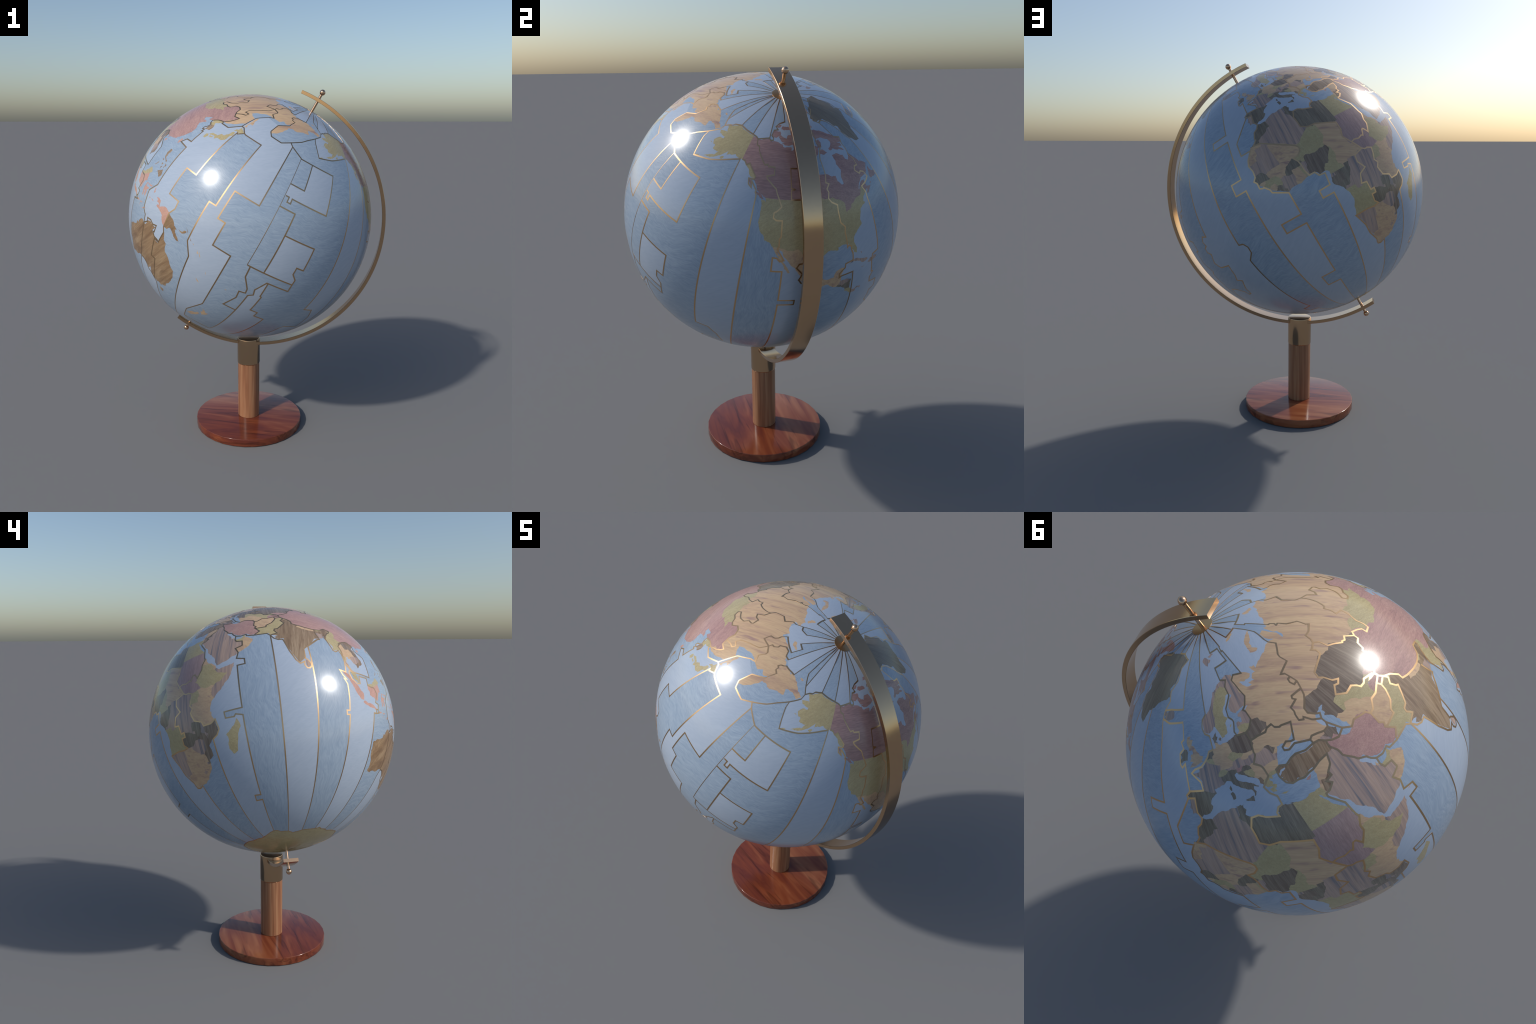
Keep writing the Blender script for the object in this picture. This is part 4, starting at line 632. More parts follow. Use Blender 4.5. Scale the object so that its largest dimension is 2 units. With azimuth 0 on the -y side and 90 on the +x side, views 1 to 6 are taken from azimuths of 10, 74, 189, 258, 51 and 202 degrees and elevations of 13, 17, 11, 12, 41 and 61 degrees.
country("panama", "stripe", "america", -82.6, 9.6, -81, 8.8, -79.6, 9.6, -77.4, 8.7, -77.9, 7.3, -78.5, 8.7, -80, 8.5, -80.3, 7.4, -81.7, 7.6, -82.9, 8.1)
country("cuba", "stripe", "", -84.8, 21.9, -83, 22.9, -80.5, 23.1, -77.2, 21.6, -74.2, 20.2, -77.7, 19.9, -78.5, 21, -82, 22.3)
country("hispaniola", "stripe", "", -74.4, 18.5, -72.8, 19.9, -69.9, 19.7, -68.4, 18.6, -71.4, 17.7)
country("jamaica", "stripe", "", -78.3, 18.3, -76.3, 18.1, -77.3, 17.8)
country("puerto_rico", "stripe", "", -67.2, 18.4, -65.7, 18.3, -67, 18)
country("andros", "stripe", "", -78.3, 25, -77.7, 24.6, -77.8, 24, -78.2, 24.4)
country("antarctica", "olive", "", -169, -78, -160, -77.8, -150, -77, -140, -75.3, -125, -74, -110, -74.5, -100, -73, -90, -72.8, -80, -73, -70, -70, -68, -67, -60, -63.3, -57, -63.4, -62, -66,
        -62, -73, -65, -76, -50, -77.8, -35, -77.5, -25, -74.5, -12, -71.2, 0, -70, 15, -69.7, 31, -69.6, 37.5, -69.3, 48, -66.7, 55.5, -65.9, 59, -67.2, 67.5, -67.5, 72.3, -69, 82.3, -67.6, 90, -67,
        98, -66.5, 101.7, -65.6, 106.4, -66.7, 118.6, -67.3, 124, -66.5, 135.4, -66, 142, -66.9, 150, -68.4, 160, -69.3, 170, -71.5, 166, -74, 163, -77.5, 168, -78, 180, -78, 191, -78, 191, -90, -169, -90)

# ------------------------------------------------------------------ brass time-zone inlays
# Each boundary runs north to south (lon, lat pairs); key = its nominal meridian.
def pairs(*v):
    return [(v[i], v[i + 1]) for i in range(0, len(v), 2)]


POLE, SOUTH = 90.2, -88.0
ZONE = {
    -22.5: pairs(-22.5, POLE, -24, 83.5, -11.7, 81.4, -18.4, 79, -17.6, 75, -22.5, 71.8, -20.6, 69, -23.6, 66.2, -24, 63.8, -22.5, 58, -22.5, 39.5, -31.2, 39.3, -31.2, 35.9, -22.5, 35.9,
                 -22.5, 18, -27.5, 17.9, -27.5, 13, -22.5, 13, -22.5, -71),
    -7.5: pairs(-7.5, POLE, -7.6, 66.4, -18, 66.6, -23.6, 66.2, -24, 63.8, -18, 62.7, -7.8, 62.8, -7.5, 61.4, -7.4, 58, -9, 57.3, -7.8, 55.4, -10.2, 54.2, -10.5, 51.3, -9.6, 50.4, -7.8, 51.4,
                -7.9, 43.6, -9.8, 42.5, -9.4, 41.7, -18.4, 32.5, -18.4, 26.6, -13.8, 26.6, -16.4, 23.4, -17.2, 21.2, -16.4, 18.5, -16.6, 15.8, -17.9, 14.5, -17, 13.3, -17, 11, -16, 10.5, -15.3, 10.6,
                -13.6, 8.6, -13.3, 7.2, -7.7, 4, -7.6, -5.6, -16.4, -5.6, -16.4, -9.7, -7.5, -9.7, -7.5, -35.5, -15, -35.5, -15, -41.8, -7.5, -42, -7.5, -70.5),
    7.5: pairs(7.5, POLE, 7.5, 63.3, 5, 62.1, 4.1, 60, 5, 58.2, 7.2, 57.3, 7.2, 53.5, 4.9, 53.3, 3.9, 52.1, 2, 50.9, 0, 49.9, -3.4, 49.5, -5.3, 48.6, -1.9, 45.8, -1.8, 43.5, -7.9, 43.7, -9.8, 42.5,
               -9.4, 41.7, -6.4, 41.6, -7, 37.4, -5.8, 35.6, -7, 33.9, -8.8, 32.9, -9.9, 30.4, -9.8, 29.5, -11.8, 27.6, -8.8, 27.4, 3.2, 19.3, 4.3, 18, 4.3, 16.6, 2.6, 15.1, 0.2, 14.7, 1.2, 13,
               1.6, 11.2, 1.6, 8.6, 2.3, 6, 4.6, 6, 5.6, 4.1, 8, 3.8, 7.5, -1.1, 2.7, -1.2, 2.7, -4.4, 7.5, -4.5, 7.5, -70),
    22.5: pairs(22.5, POLE, 23, 80.7, 33.5, 80.6, 34.2, 75, 22.6, 75, 22.7, 70.7, 26.2, 69.8, 23.9, 68, 24.1, 65.3, 19.5, 62.3, 19.1, 59.9, 20.4, 58.8, 20.6, 58.1, 19, 55.6, 19.5, 54.4, 23.3, 53.9,
                23.6, 51.4, 22.5, 48.5, 22.6, 47.7, 20.6, 45.8, 22.5, 44.4, 22.9, 43.5, 23, 41.2, 19.8, 39.1, 20.6, 37, 22.2, 35.4, 22.1, 32.8, 20.6, 32.6, 19.4, 31.3, 19.5, 30.2, 15.8, 31.5,
                13.8, 32.8, 11.4, 32.8, 9.8, 30.1, 9.9, 27.5, 9.7, 25, 12.2, 23.4, 15.6, 23.2, 23.9, 19.4, 23.6, 15.9, 22.2, 13, 24.3, 9.3, 26.9, 5.1, 22.5, 4.1, 22, 1.3, 24, -2, 20.8, -3.3,
                19.4, -6.9, 21.8, -7.4, 22.2, -11.1, 24, -11, 24, -13, 22, -13, 22, -16, 23.6, -17.6, 21, -17.9, 17.5, -17.3, 11.6, -17.3, 14.3, -23, 15.1, -27.3, 18, -32.3, 17.9, -33.4, 18.3, -34.6,
                20, -35.1, 22.4, -34.4, 22.5, -69.5),
    37.5: pairs(37.5, POLE, 37.3, 80.7, 36.5, 80.5, 35.5, 78.7, 37, 78.7, 37.3, 68.7, 32.3, 69.8, 29.6, 68.7, 30.2, 67, 30.6, 65, 31.4, 62.6, 28.6, 60.2, 27, 59.6, 27.8, 58.9, 28, 56.3, 25.3, 54.4,
                23.4, 53.9, 23.6, 51.5, 27, 51.6, 30.3, 51.3, 31.6, 52, 33.8, 52.1, 34.2, 51, 35.8, 50.2, 36.5, 50.3, 40.1, 49.4, 38.6, 47.5, 37, 45.3, 35.8, 45.5, 34.4, 46.2, 32.3, 45.5, 32.2, 44.6,
                33.7, 44, 36.4, 44.5, 41.2, 42.6, 41.2, 41.4, 37.8, 41.3, 34.5, 42.2, 32.5, 42, 30, 41.2, 28, 42, 26.3, 41.6, 26, 39.7, 26.8, 37.4, 28.4, 36.3, 30.5, 36.3, 32.4, 35.8, 34.5, 36.2,
                36, 36.2, 39, 36.9, 42.2, 37, 41, 34.5, 39, 33.2, 39.2, 32, 36.9, 31.5, 38, 30.3, 36, 29, 34.7, 28.9, 34.5, 27.9, 37.3, 23.6, 37.6, 19, 38, 17.6, 36.6, 15, 36.6, 13, 34.4, 9.6, 33.1, 11.8, 32.2, 11.7,
                31, 9.4, 30.2, 9.8, 28.3, 9.2, 26.1, 9.7, 24.5, 9.3, 26.9, 5.1, 28.2, 4.3, 29.4, 4.4, 31.3, 3.5, 30.6, 0.8, 29.6, -1.3, 30.8, -2.9, 29.5, -4.6, 30.7, -8.2, 34, -9.6, 34.7, -11.5, 38.2, -11.5,
                40.5, -10.2, 41.3, -14.5, 39.9, -16.6, 37.6, -17.8, 37.5, -69.2),
    52.5: pairs(52, POLE, 51.8, 81.6, 69, 81.6, 69.8, 78, 69.7, 74.7, 65.3, 70.6, 64.7, 69.2, 66, 67.1, 60, 64.7, 59.2, 63.8, 59.2, 61.5, 55.3, 61, 51.6, 60.4, 53.2, 59.7, 53.5, 58.1, 53.8, 55.9,
                52.4, 53.8, 47.4, 54.2, 46.8, 53.6, 47.5, 52.8, 43.8, 52.1, 43.8, 50.8, 43.2, 50, 42.8, 48.3, 44.2, 47.6, 44.8, 48.1, 46.4, 46, 48.9, 44.5, 49, 43.1, 48.4, 41.9, 46.5, 41.8, 44.3, 42.6,
                42.4, 43.1, 41.2, 42.6, 41.2, 41.4, 43.3, 41, 44.7, 39.7, 44.3, 38, 45.5, 35.8, 45.6, 33.8, 47.7, 31.2, 48.2, 30.2, 50.3, 29, 51.1, 27.6, 52.2, 26.5, 51.8, 24.6, 52.4, 23, 55, 22.6,
                55, 20, 52, 19, 53.1, 16.5, 52.3, 13.6, 55.5, 12.7, 55.6, 10.2, 52.4, 10.1, 52.4, -8.3, 44.8, -8.5, 45, -11, 48.7, -11.2, 49.4, -10.3, 52.3, -11.2, 52.3, -44.7, 48.9, -44.6, 48.8, -47.2,
                52.5, -47.1, 52.5, -66.4),
    67.5: pairs(52.4, 53.8, 51.2, 52.1, 49.3, 50.8, 47.2, 49.5, 46.9, 48.1, 48.6, 46.5, 49.9, 45.8, 48.9, 44.5, 49, 43.1, 51.4, 38.9, 53.8, 37.2, 56, 38, 60.4, 36.6, 61.1, 35.2, 60.6, 32, 61.7, 30.8,
                60.9, 29.9, 63, 27.2, 61, 25.6, 60.6, 24.9, 66, 25, 67.4, 23.6, 67.5, -67.3),
    82.5: pairs(88.6, 21.3, 82.3, 16.4, 82.4, 7.4, 82.5, -4, 82.5, -67.3),
    97.5: pairs(92.2, 22.5, 93.6, 17, 93.9, 15.6, 95.1, 15, 96.9, 16.1, 97.8, 14, 98.2, 10.3, 97.5, 5.2, 94.5, 5.8, 95.6, 3.5, 97.2, 1.9, 96, 2, 97.3, -0.2, 97.5, -6.2, 97.4, -11.5, 95.9, -11.6,
                96, -13.3, 97.5, -13.2, 97.5, -66.3),
    112.5: pairs(98.4, 20, 100, 21.3, 101.6, 22, 104, 22.8, 107.2, 21.6, 107, 18.5, 112, 15.8, 111.8, 5.7, 101.2, 5.9, 99.6, 6.3, 99.2, 5.2, 100.2, 2.5, 103, 0.8, 104.6, 1.2, 104.6, 4.5, 109.3, 4.7,
                 109.4, 1.4, 111.3, 1.2, 113.8, 1.4, 115.4, -0.7, 114.6, -3, 113.8, -5.3, 115.9, -5.6, 115.6, -8, 114.3, -8.2, 114.1, -10, 112.4, -10.1, 112.5, -67),
    127.5: pairs(130.2, 42.4, 128, 42, 126.5, 41.5, 124.6, 40.2, 124.1, 39.6, 125, 38.3, 126.2, 37.7, 126.2, 36.4, 125, 34.9, 125.2, 33.9, 126.6, 34.3, 126.2, 32.9, 127.3, 33.2, 127.5, 26.5, 124, 26.2,
                 122.2, 23.6, 127.9, 23.3, 127.7, 3.4, 124, -1.2, 124.8, -7, 125.3, -9.5, 127.8, -11.2, 128.4, -14.6, 129, -21, 129, -31.7, 127.6, -35.3, 127.5, -66.6),
    142.5: pairs(130.5, 42.5, 130.5, 41.3, 135.9, 41.4, 140.8, 45.8, 142.6, 45.7, 145.8, 43.5, 143.2, 41.4, 142.5, 41.9, 142.5, 17.1, 136.5, 17, 136.5, 4.1, 142.5, 4, 142.7, 0.5, 141, -2.6, 141.2, -9.3,
                 142.2, -11.3, 141, -17, 138.2, -16.9, 138.2, -26, 141, -26, 141, -32, 140.9, -38.2, 142.5, -40, 142.5, -67),
    157.5: pairs(145.8, 43.5, 147, 43.2, 157.5, 43.2, 157.5, 11.6, 154.2, 11.5, 154.2, -7.3, 157.5, -13.1, 157.5, -69),
    172.5: pairs(170, 52.5, 172.5, 50.8, 172.5, 20.6, 160.8, 20.6, 160.8, 7.8, 164.3, 7.8, 164.3, -2.7, 172.6, -2.8, 172.6, -32.4, 165.9, -43.6, 165.3, -53, 168, -56, 172.5, -57, 172.5, -72),
    -142.5: pairs(-142.2, 59.9, -142.5, 45, -142.5, -13.2, -137.1, -13, -133.6, -18, -131.3, -27, -141.2, -27.3, -142.5, -29.7, -142.5, -75),
    -127.5: pairs(-141, 60.1, -139.1, 60, -137.3, 58.7, -135.5, 59.6, -132.7, 57.5, -130, 55.5, -130.4, 54.5, -133.4, 54.4, -132.8, 52.6, -130.8, 51.5, -131.4, 53.8, -128, 50.9, -128.3, 50.3, -127.5, 49.4,
                  -127.5, -73.5),
    -112.5: pairs(-112.5, POLE, -112.3, 78.6, -119.7, 77.4, -123.1, 76, -120.5, 74.7, -124.5, 74.2, -125.8, 72, -123.7, 71, -123.7, 70, -126.2, 69.9, -127.3, 70.7, -131.8, 70, -136.6, 69.2, -135.6, 67,
                  -133.2, 66.5, -132.4, 64.9, -126.4, 60.3, -124.4, 60.7, -123.9, 60, -119.9, 60, -119.7, 57.3, -123.9, 56.4, -123.3, 55.6, -118, 52.5, -117.2, 50.8, -116.2, 49.3, -114.6, 46.5, -116.5, 45,
                  -117.9, 44.3, -118, 42.5, -116.7, 41.8, -114, 41.8, -114, 36.2, -114.6, 35.4, -114.5, 32.8, -115.1, 31.9, -112.2, 27.8, -113.7, 27.3, -114.9, 28.5, -116.6, 28.6, -116.6, 23.5,
                  -112.5, 23.5, -112.5, 11.2, -106.5, 11, -106.6, 9, -112.5, 9, -112.5, -73.3),
    -97.5: pairs(-97.5, POLE, -99, 79, -102, 74, -102, 60, -110, 60, -110, 53, -108, 52.6, -110, 52.2, -110, 49, -104, 49, -103, 46, -101.2, 44, -101.5, 41, -101.3, 38, -103, 37.2, -103, 31.5,
                 -104.6, 29.6, -103.9, 26.5, -106, 26.2, -107, 24.8, -104.5, 22.3, -105.8, 20, -104.8, 18.6, -97.7, 15.4, -97.5, -73),
    -82.5: pairs(-82.5, POLE, -82.5, 76, -84.5, 70, -84.7, 68.4, -83.7, 66.7, -86.3, 65.2, -88.4, 62.4, -88.6, 56.5, -89.9, 53.8, -88.2, 53.1, -90.2, 51.5, -89.6, 50.3, -90.6, 48.2, -89.3, 46.6, -86.5, 45.2,
                 -86.9, 43.2, -86.8, 38.8, -84.8, 36.8, -85.3, 34.8, -84.9, 31.7, -84.9, 28.9, -84.1, 29.5, -82.9, 28.7, -83.1, 27.5, -82.4, 25.9, -82.4, 23, -86.1, 22.6, -86.3, 21.1, -87.6, 20.3,
                 -89, 19.2, -89, 17.5, -87.8, 18.1, -82.5, 18, -82.5, -73),
    -67.5: pairs(-67.2, 75.3, -65.5, 68, -60.7, 66.7, -63.6, 64.3, -63.4, 62.1, -64.7, 59.8, -63.1, 57.3, -63.5, 54.8, -66, 55, -67.4, 53.6, -65.2, 51.7, -63.6, 52.2, -61.7, 51.3, -60.6, 48.9, -64.2, 47.8,
                 -68.1, 47.4, -66.9, 44.6, -67.4, 42.8, -67.5, 20.9, -71.2, 20.6, -71.8, 18.5, -71.5, 12.5, -70.4, 11.9, -72.2, 10, -71.8, 7.4, -67.1, 5.8, -66.6, 1.2, -69.7, 1.1, -69.5, -2, -70.2, -4.8,
                 -66.2, -10, -68.6, -11.5, -68.8, -17.4, -71, -24, -72, -32, -74, -42, -75.3, -50, -71, -56, -67.5, -57.5, -67.5, -66.5),
    -52.5: pairs(-52.5, POLE, -54.8, 81.4, -67.5, 79.5, -71.4, 77, -67.2, 75.3, -61.7, 75.7, -57.5, 74.1, -55.2, 71, -54.2, 68.6, -53.4, 65, -52, 63.4, -52.5, 56, -52.5, 5, -55.4, 5.8, -57, 3.5, -56, 1.5,
                 -58, 0.8, -58, -1.3, -56, -2.7, -58.4, -6.8, -56, -9.9, -50.2, -10.4, -51.5, -15.7, -53.4, -18.2, -50.5, -19.5, -54, -24, -55, -27.4, -57, -27.6, -57.5, -25.4, -62.5, -22.3, -66, -22,
                 -68.5, -25, -70, -31, -71, -38, -71.8, -46, -69, -52.2, -66, -55, -67.5, -57.5),
    -37.5: pairs(-38, 65.4, -37.5, 59, -37.5, -4.6, -35.5, -5, -34.2, -7, -34.4, -9.8, -37.4, -12.6, -37.5, -50.8, -44.6, -51.7, -45, -56, -37.5, -56.5, -37.5, -77),
}
# shorter inlays: date line, island boxes, land borders, Arctic rays
BRANCH = [
    pairs(155.8, 51.9, 158.4, 49.7, 165.5, 49.5, 171.5, 53, 176.5, 55.9, 180.3, 59, 185.7, 62.3, 190.9, 65.6, 191.2, 67.8, 187.5, 70.2, 180.8, 74.5, 180, POLE),
    pairs(187.5, 70.2, 187.7, POLE), pairs(155.8, 51.9, 156.1, 57.2, 162.5, 61, 162.7, 62.5, 163.6, 65.1, 160.6, 65.6, 160.2, 66.7, 158.4, 67, 159.1, 68.1, 160.6, 68.6, 162, 69.6, 165.7, 69.7, 169.2, 70, 172.4, 70.1, 172.5, POLE),
    pairs(145, 61.5, 145.8, 64.1, 144.9, 64.9, 139.6, 65.7, 139, 67.1, 141.1, 67.6, 142.1, 69.1, 141, 69.9, 143.5, 72, 148.6, 72.4, 153, 71, 157.3, 71.2, 157.5, POLE),
    pairs(139.6, 65.7, 132.2, 64.2, 130.2, 66.7, 132.6, 68, 132.8, 69.4, 131.5, 70.5, 131.5, 72.9, 151, 73.2, 150.5, 77.4, 142, 77.4, 141.8, POLE),
    pairs(139.6, 65.7, 139.6, 62.4, 136.9, 60.4, 134.7, 58.9, 131.1, 55.5, 131.2, 53.2, 134.5, 53.3, 134.4, 51.8, 131.8, 51.1, 128.9, 49.4),
    pairs(130.5, 42.5, 131.2, 43.4, 133, 45, 134.2, 47.2, 134.4, 48.3, 130.8, 47.8, 127.6, 50.3, 126.3, 52.6, 123.1, 53.5, 120, 52.8, 119, 50.3, 116.6, 49.8, 113.7, 50.2, 110.8, 49.2, 108.2, 49.8, 108.4, 51.4,
          112.3, 52.2, 114, 52.8, 116.4, 54.7, 116, 56.8, 118.2, 58.1, 118.3, 58.9, 115.2, 60.4, 112.6, 59.1, 109.7, 58.9, 109.9, 61.8, 106.6, 63.8),
    pairs(113.6, 77.8, 113, 74.9, 110.4, 73.6, 112.5, 70.5, 106.6, 69.2, 104.9, 65.5, 106.6, 63.8, 106.2, 62.4, 104.4, 60.4, 102.7, 59, 100, 57.4, 97.8, 57.4, 97.2, 55.5, 95.5, 54, 98.5, 52.6, 96.6, 50.2, 95.4, 49.4,
          94, 48.2, 93.5, 46, 92.5, 44.6, 89.7, 44.9, 90.3, 46.4, 89, 47.7, 87, 49, 85.4, 48.2),
    pairs(110, POLE, 113.6, 77.8, 119.7, 77.8, 127, 79.8, 126.5, POLE),
    pairs(97.5, POLE, 96.5, 81.7, 75.6, 81.8, 76.1, 78.8, 78, 78.7, 79, 71.9, 80.4, 71.5, 80.8, 70.3, 79.6, 69.6, 81.6, 69.4, 82.2, 67, 85.4, 64.3, 84.4, 61.8, 85, 61, 79.8, 60.4, 76.9, 60.7, 75.7, 58.9, 74.2, 58.1,
          71.4, 57.6, 70.1, 57.6, 71.2, 56.5, 70.4, 55, 65.2, 54.3, 61.3, 53.6, 60.3, 52, 61.5, 50.9, 62.5, 48.6, 64.3, 47.5, 62.7, 46.8, 61.3, 47.4, 58.7, 45.7, 61.5, 43.6, 64.8, 43.7, 66.1, 42.4, 66.6, 41.3, 68.4, 41.1,
          69.7, 41.6, 73, 40.4, 70.6, 40.2, 73.6, 39.8, 73.8, 38.6, 71.2, 38),
    pairs(82.5, POLE, 81.5, 82), pairs(67.5, POLE, 66.4, 82),
    pairs(74.2, 58.1, 75.8, 56.7, 75.6, 54.1, 77.4, 53, 79.8, 50.8, 80.4, 51, 81.5, 50.4, 83.3, 50.9, 85.4, 48.2, 84.8, 47, 82.5, 46.8, 81.2, 45, 80, 44.8, 80.1, 42.8, 78, 41.3, 74, 39.7, 73.9, 38.2, 75, 36.8, 77, 35.4,
          78.7, 33, 78.5, 31.5, 80.6, 30.3, 84.5, 28.7, 87.5, 27.8, 89.5, 27.6, 91.9, 27.8, 94.4, 29.3, 96.9, 28.3, 96.4, 27, 94.8, 26, 93.3, 24.2, 92.2, 22.5),
    pairs(53.4, 58.1, 52, 58, 51.4, 57, 51.9, 55.8, 53.7, 55.9),
    pairs(60.4, 36.4, 61.2, 35.3, 62.8, 35.4, 65.2, 37.2, 67.8, 37, 71, 38, 71.6, 36.6, 71, 35, 69.2, 32.6, 66.5, 31, 66.2, 29.8, 62, 29.5, 60.9, 29.9),
    pairs(71.6, 36.6, 74.6, 37.2, 75.4, 35.6, 73.8, 34.4, 74.6, 32.6, 75.2, 32.1, 73.5, 30.2, 71.4, 27.9, 69.8, 27.6, 69.4, 26.6, 70.6, 24.7, 68.4, 24.1, 67.4, 23.6, 68.6, 21.6, 70.3, 20.6, 72.3, 20.6, 74, 14, 76, 9.4, 77.5, 7.7,
          78.6, 8.2, 79.4, 8.6, 79.2, 7, 80, 5.6, 81, 5.5, 82, 6.4, 82, 8, 80.6, 9.8, 80, 10, 80.2, 15, 87.6, 20.8, 89.1, 21.1, 88.4, 23.8, 88.3, 26),
    pairs(52.2, 26.5, 54.5, 25.9, 56.8, 26.4, 57.2, 25.4, 60.6, 24.9), pairs(46.4, 38.7, 48.6, 38, 51.4, 38.9), pairs(41.2, 41.4, 41.2, 42.6), pairs(44.7, 39.7, 46.4, 38.7),
    pairs(101.6, 22, 99.6, 20.6, 97.8, 18.7, 98.4, 16, 98.4, 13, 98.3, 10.3), pairs(115.6, -8, 116.5, -9.2, 114.1, -10),
    pairs(128.4, -14.7, 130.8, -12.8, 130.1, -11.4, 132.7, -11, 134.8, -11.9, 137.1, -11.2, 137, -14.4, 136.1, -14.6, 137.8, -16.2, 140, -16.4, 141, -17), pairs(129, -31.9, 131.5, -31.8, 134, -33, 135.6, -35.3, 138, -36, 140.9, -38.2),
    pairs(140.8, 45.8, 141.3, 53.8, 145.9, 58.4, 149, 59.8, 145, 61.5), pairs(143.2, 41.4, 145.8, 43.5),
    pairs(180.2, 47.6, 172.5, 50.8), pairs(180, 47.5, 187.7, 47.5, 202.5, 47.5, 202.5, 29.5, 183.7, 29.5, 183.8, 27.4, 182.1, 27.4, 182.1, 29.6, 180.4, 29.6), pairs(180, 35, 187.6, 35, 187.6, 47.5),
    pairs(180, 24.6, 187.6, 24.6, 187.6, 15, 202.5, 15, 202.5, 4.9, 199.1, 4.9, 199.1, 1.8, 201.5, -0.3, 201.5, -2.7, 180.2, -2.7), pairs(187.6, 15, 187.6, -2.7),
    pairs(181.5, -2.7, 182, -7.8, 185.6, -12.7, 186, -14.9, 183.2, -15.4, 183.8, -19.1, 180.9, -25.9, 187.5, -26),
    pairs(180, -53.4, 187.5, -54, 187.5, -15.5, 189.4, -14.1, 188.5, -11.5, 191.2, -6.2, 201.7, -6.2, 201.5, -2.7), pairs(191.8, -6.3, 192.3, -13.4, 193, -13.6, 193.1, -22.4, 197, -22.5, 197, -25.2, 202.6, -25.4, 202.5, -76),
    pairs(165.3, -53, 180, -53.4),
    pairs(-142.2, 59.9, -146.4, 58.8, -158.8, 54.8, -169.1, 52.6, -173.9, 60, -174.3, 62.3), pairs(-168.8, 67.8, -166.3, 69.1, -164, 69.5, -162.6, 70.6, -156.8, 71.6, -150, 70.9, -142.4, 70.3, -138.4, 69.8, -136.6, 69.2),
    pairs(-157.2, POLE, -156.8, 71.6), pairs(-142.4, POLE, -142.4, 70.3), pairs(-127.5, POLE, -127.3, 70.7),
    pairs(-67.5, POLE, -67.5, 79.5), pairs(-37.5, POLE, -36, 83.4, -24, 83.5), pairs(-127.3, 70.7, -125.9, 69.8, -123.7, 70),
    pairs(-7.9, 43.7, -7.9, 43.6),
]
THIN = [pairs(180, 47.5, 180, -2.7)]


# ------------------------------------------------------------------ helpers for meshes
def add_object(name, mesh, parent, materials, location=None, rotation=None):
    for m in materials:
        mesh.materials.append(m)
    o = bpy.data.objects.new(name, mesh)
    scene.collection.objects.link(o)
    o.parent = parent
    if location is not None:
        o.location = location
    if rotation is not None:
        o.rotation_euler = rotation
    return o


def roughen(points, closed=True, amount=0.11, finest=0.55):
    """break long coast segments into small irregular steps; the same two corner points always give
    the same steps, so neighbouring panels stay in register"""
    out = []
    n = len(points)
    for i in range(n if closed else n - 1):
        a, b = points[i], points[(i + 1) % n]
        out.append(a)
        length = math.hypot(a[0] - b[0], a[1] - b[1])
        straight = abs(a[0] - b[0]) < 1e-6 or abs(a[1] - b[1]) < 1e-6 or abs(a[1]) > 89 or abs(b[1]) > 89
        lo, hi = (a, b) if a < b else (b, a)
        dice = random.Random(int(lo[0] * 1013 + lo[1] * 7919 + hi[0] * 104729 + hi[1] * 15485863))

        def split(p, q, span):
            d = math.hypot(p[0] - q[0], p[1] - q[1])
            if d < finest:
                return []
            k = 0.0 if straight else amount * span * dice.uniform(-1, 1)
            mid = ((p[0] + q[0]) / 2 - (q[1] - p[1]) / d * k, (p[1] + q[1]) / 2 + (q[0] - p[0]) / d * k)
            return split(p, mid, span * 0.5) + [mid] + split(mid, q, span * 0.5)

        inner = split(lo, hi, min(length, 3.5))
        out.extend(inner if lo == a else inner[::-1])
    if not closed:
        out.append(points[-1])
    return out


def dense(points, step=1.5, closed=False):
    out = []
    n = len(points)
    for i in range(n if closed else n - 1):
        a, b = points[i], points[(i + 1) % n]
        k = max(1, int(math.ceil(math.hypot(a[0] - b[0], a[1] - b[1]) / step)))
        out += [(a[0] + (b[0] - a[0]) * t / k, a[1] + (b[1] - a[1]) * t / k) for t in range(k)]
    if not closed:
        out.append(points[-1])
    return out


def clip_x(poly, x, keep_right):
    out = []
    for (a, b) in zip(poly, poly[1:] + poly[:1]):
        ia, ib = ((a[0] >= x) == keep_right), ((b[0] >= x) == keep_right)
        if ia:
            out.append(a)
        if ia != ib:
            t = (x - a[0]) / (b[0] - a[0])
            out.append((x, a[1] + t * (b[1] - a[1])))
    return out


def inside(px, py, poly):
    """even-odd test for many points at once"""
    hit = np.zeros(len(px), bool)
    xs, ys = np.array([p[0] for p in poly]), np.array([p[1] for p in poly])
    for x0, y0, x1, y1 in zip(xs, ys, np.roll(xs, -1), np.roll(ys, -1)):
        if y0 != y1:
            hit ^= ((y0 > py) != (y1 > py)) & (px < (x1 - x0) * (py - y0) / (y1 - y0) + x0)
    return hit


def boundary_distance(px, py, poly):
    best = np.full(len(px), 1e9)
    for (x0, y0), (x1, y1) in zip(poly, poly[1:] + poly[:1]):
        dx, dy = x1 - x0, y1 - y0
        t = np.clip(((px - x0) * dx + (py - y0) * dy) / (dx * dx + dy * dy + 1e-12), 0, 1)
        best = np.minimum(best, np.hypot(px - x0 - t * dx, py - y0 - t * dy))
    return best


# ------------------------------------------------------------------ the whole map as one flush partition
WEST, EAST, TOP = -169.0, 191.0, (CAP_LAT - MAP_SHIFT) / MAP_SCALE
outlines = {k: roughen(v[2]) for k, v in LAND.items()}


def band(west, east):
    return ZONE[west] + ZONE[east][::-1]


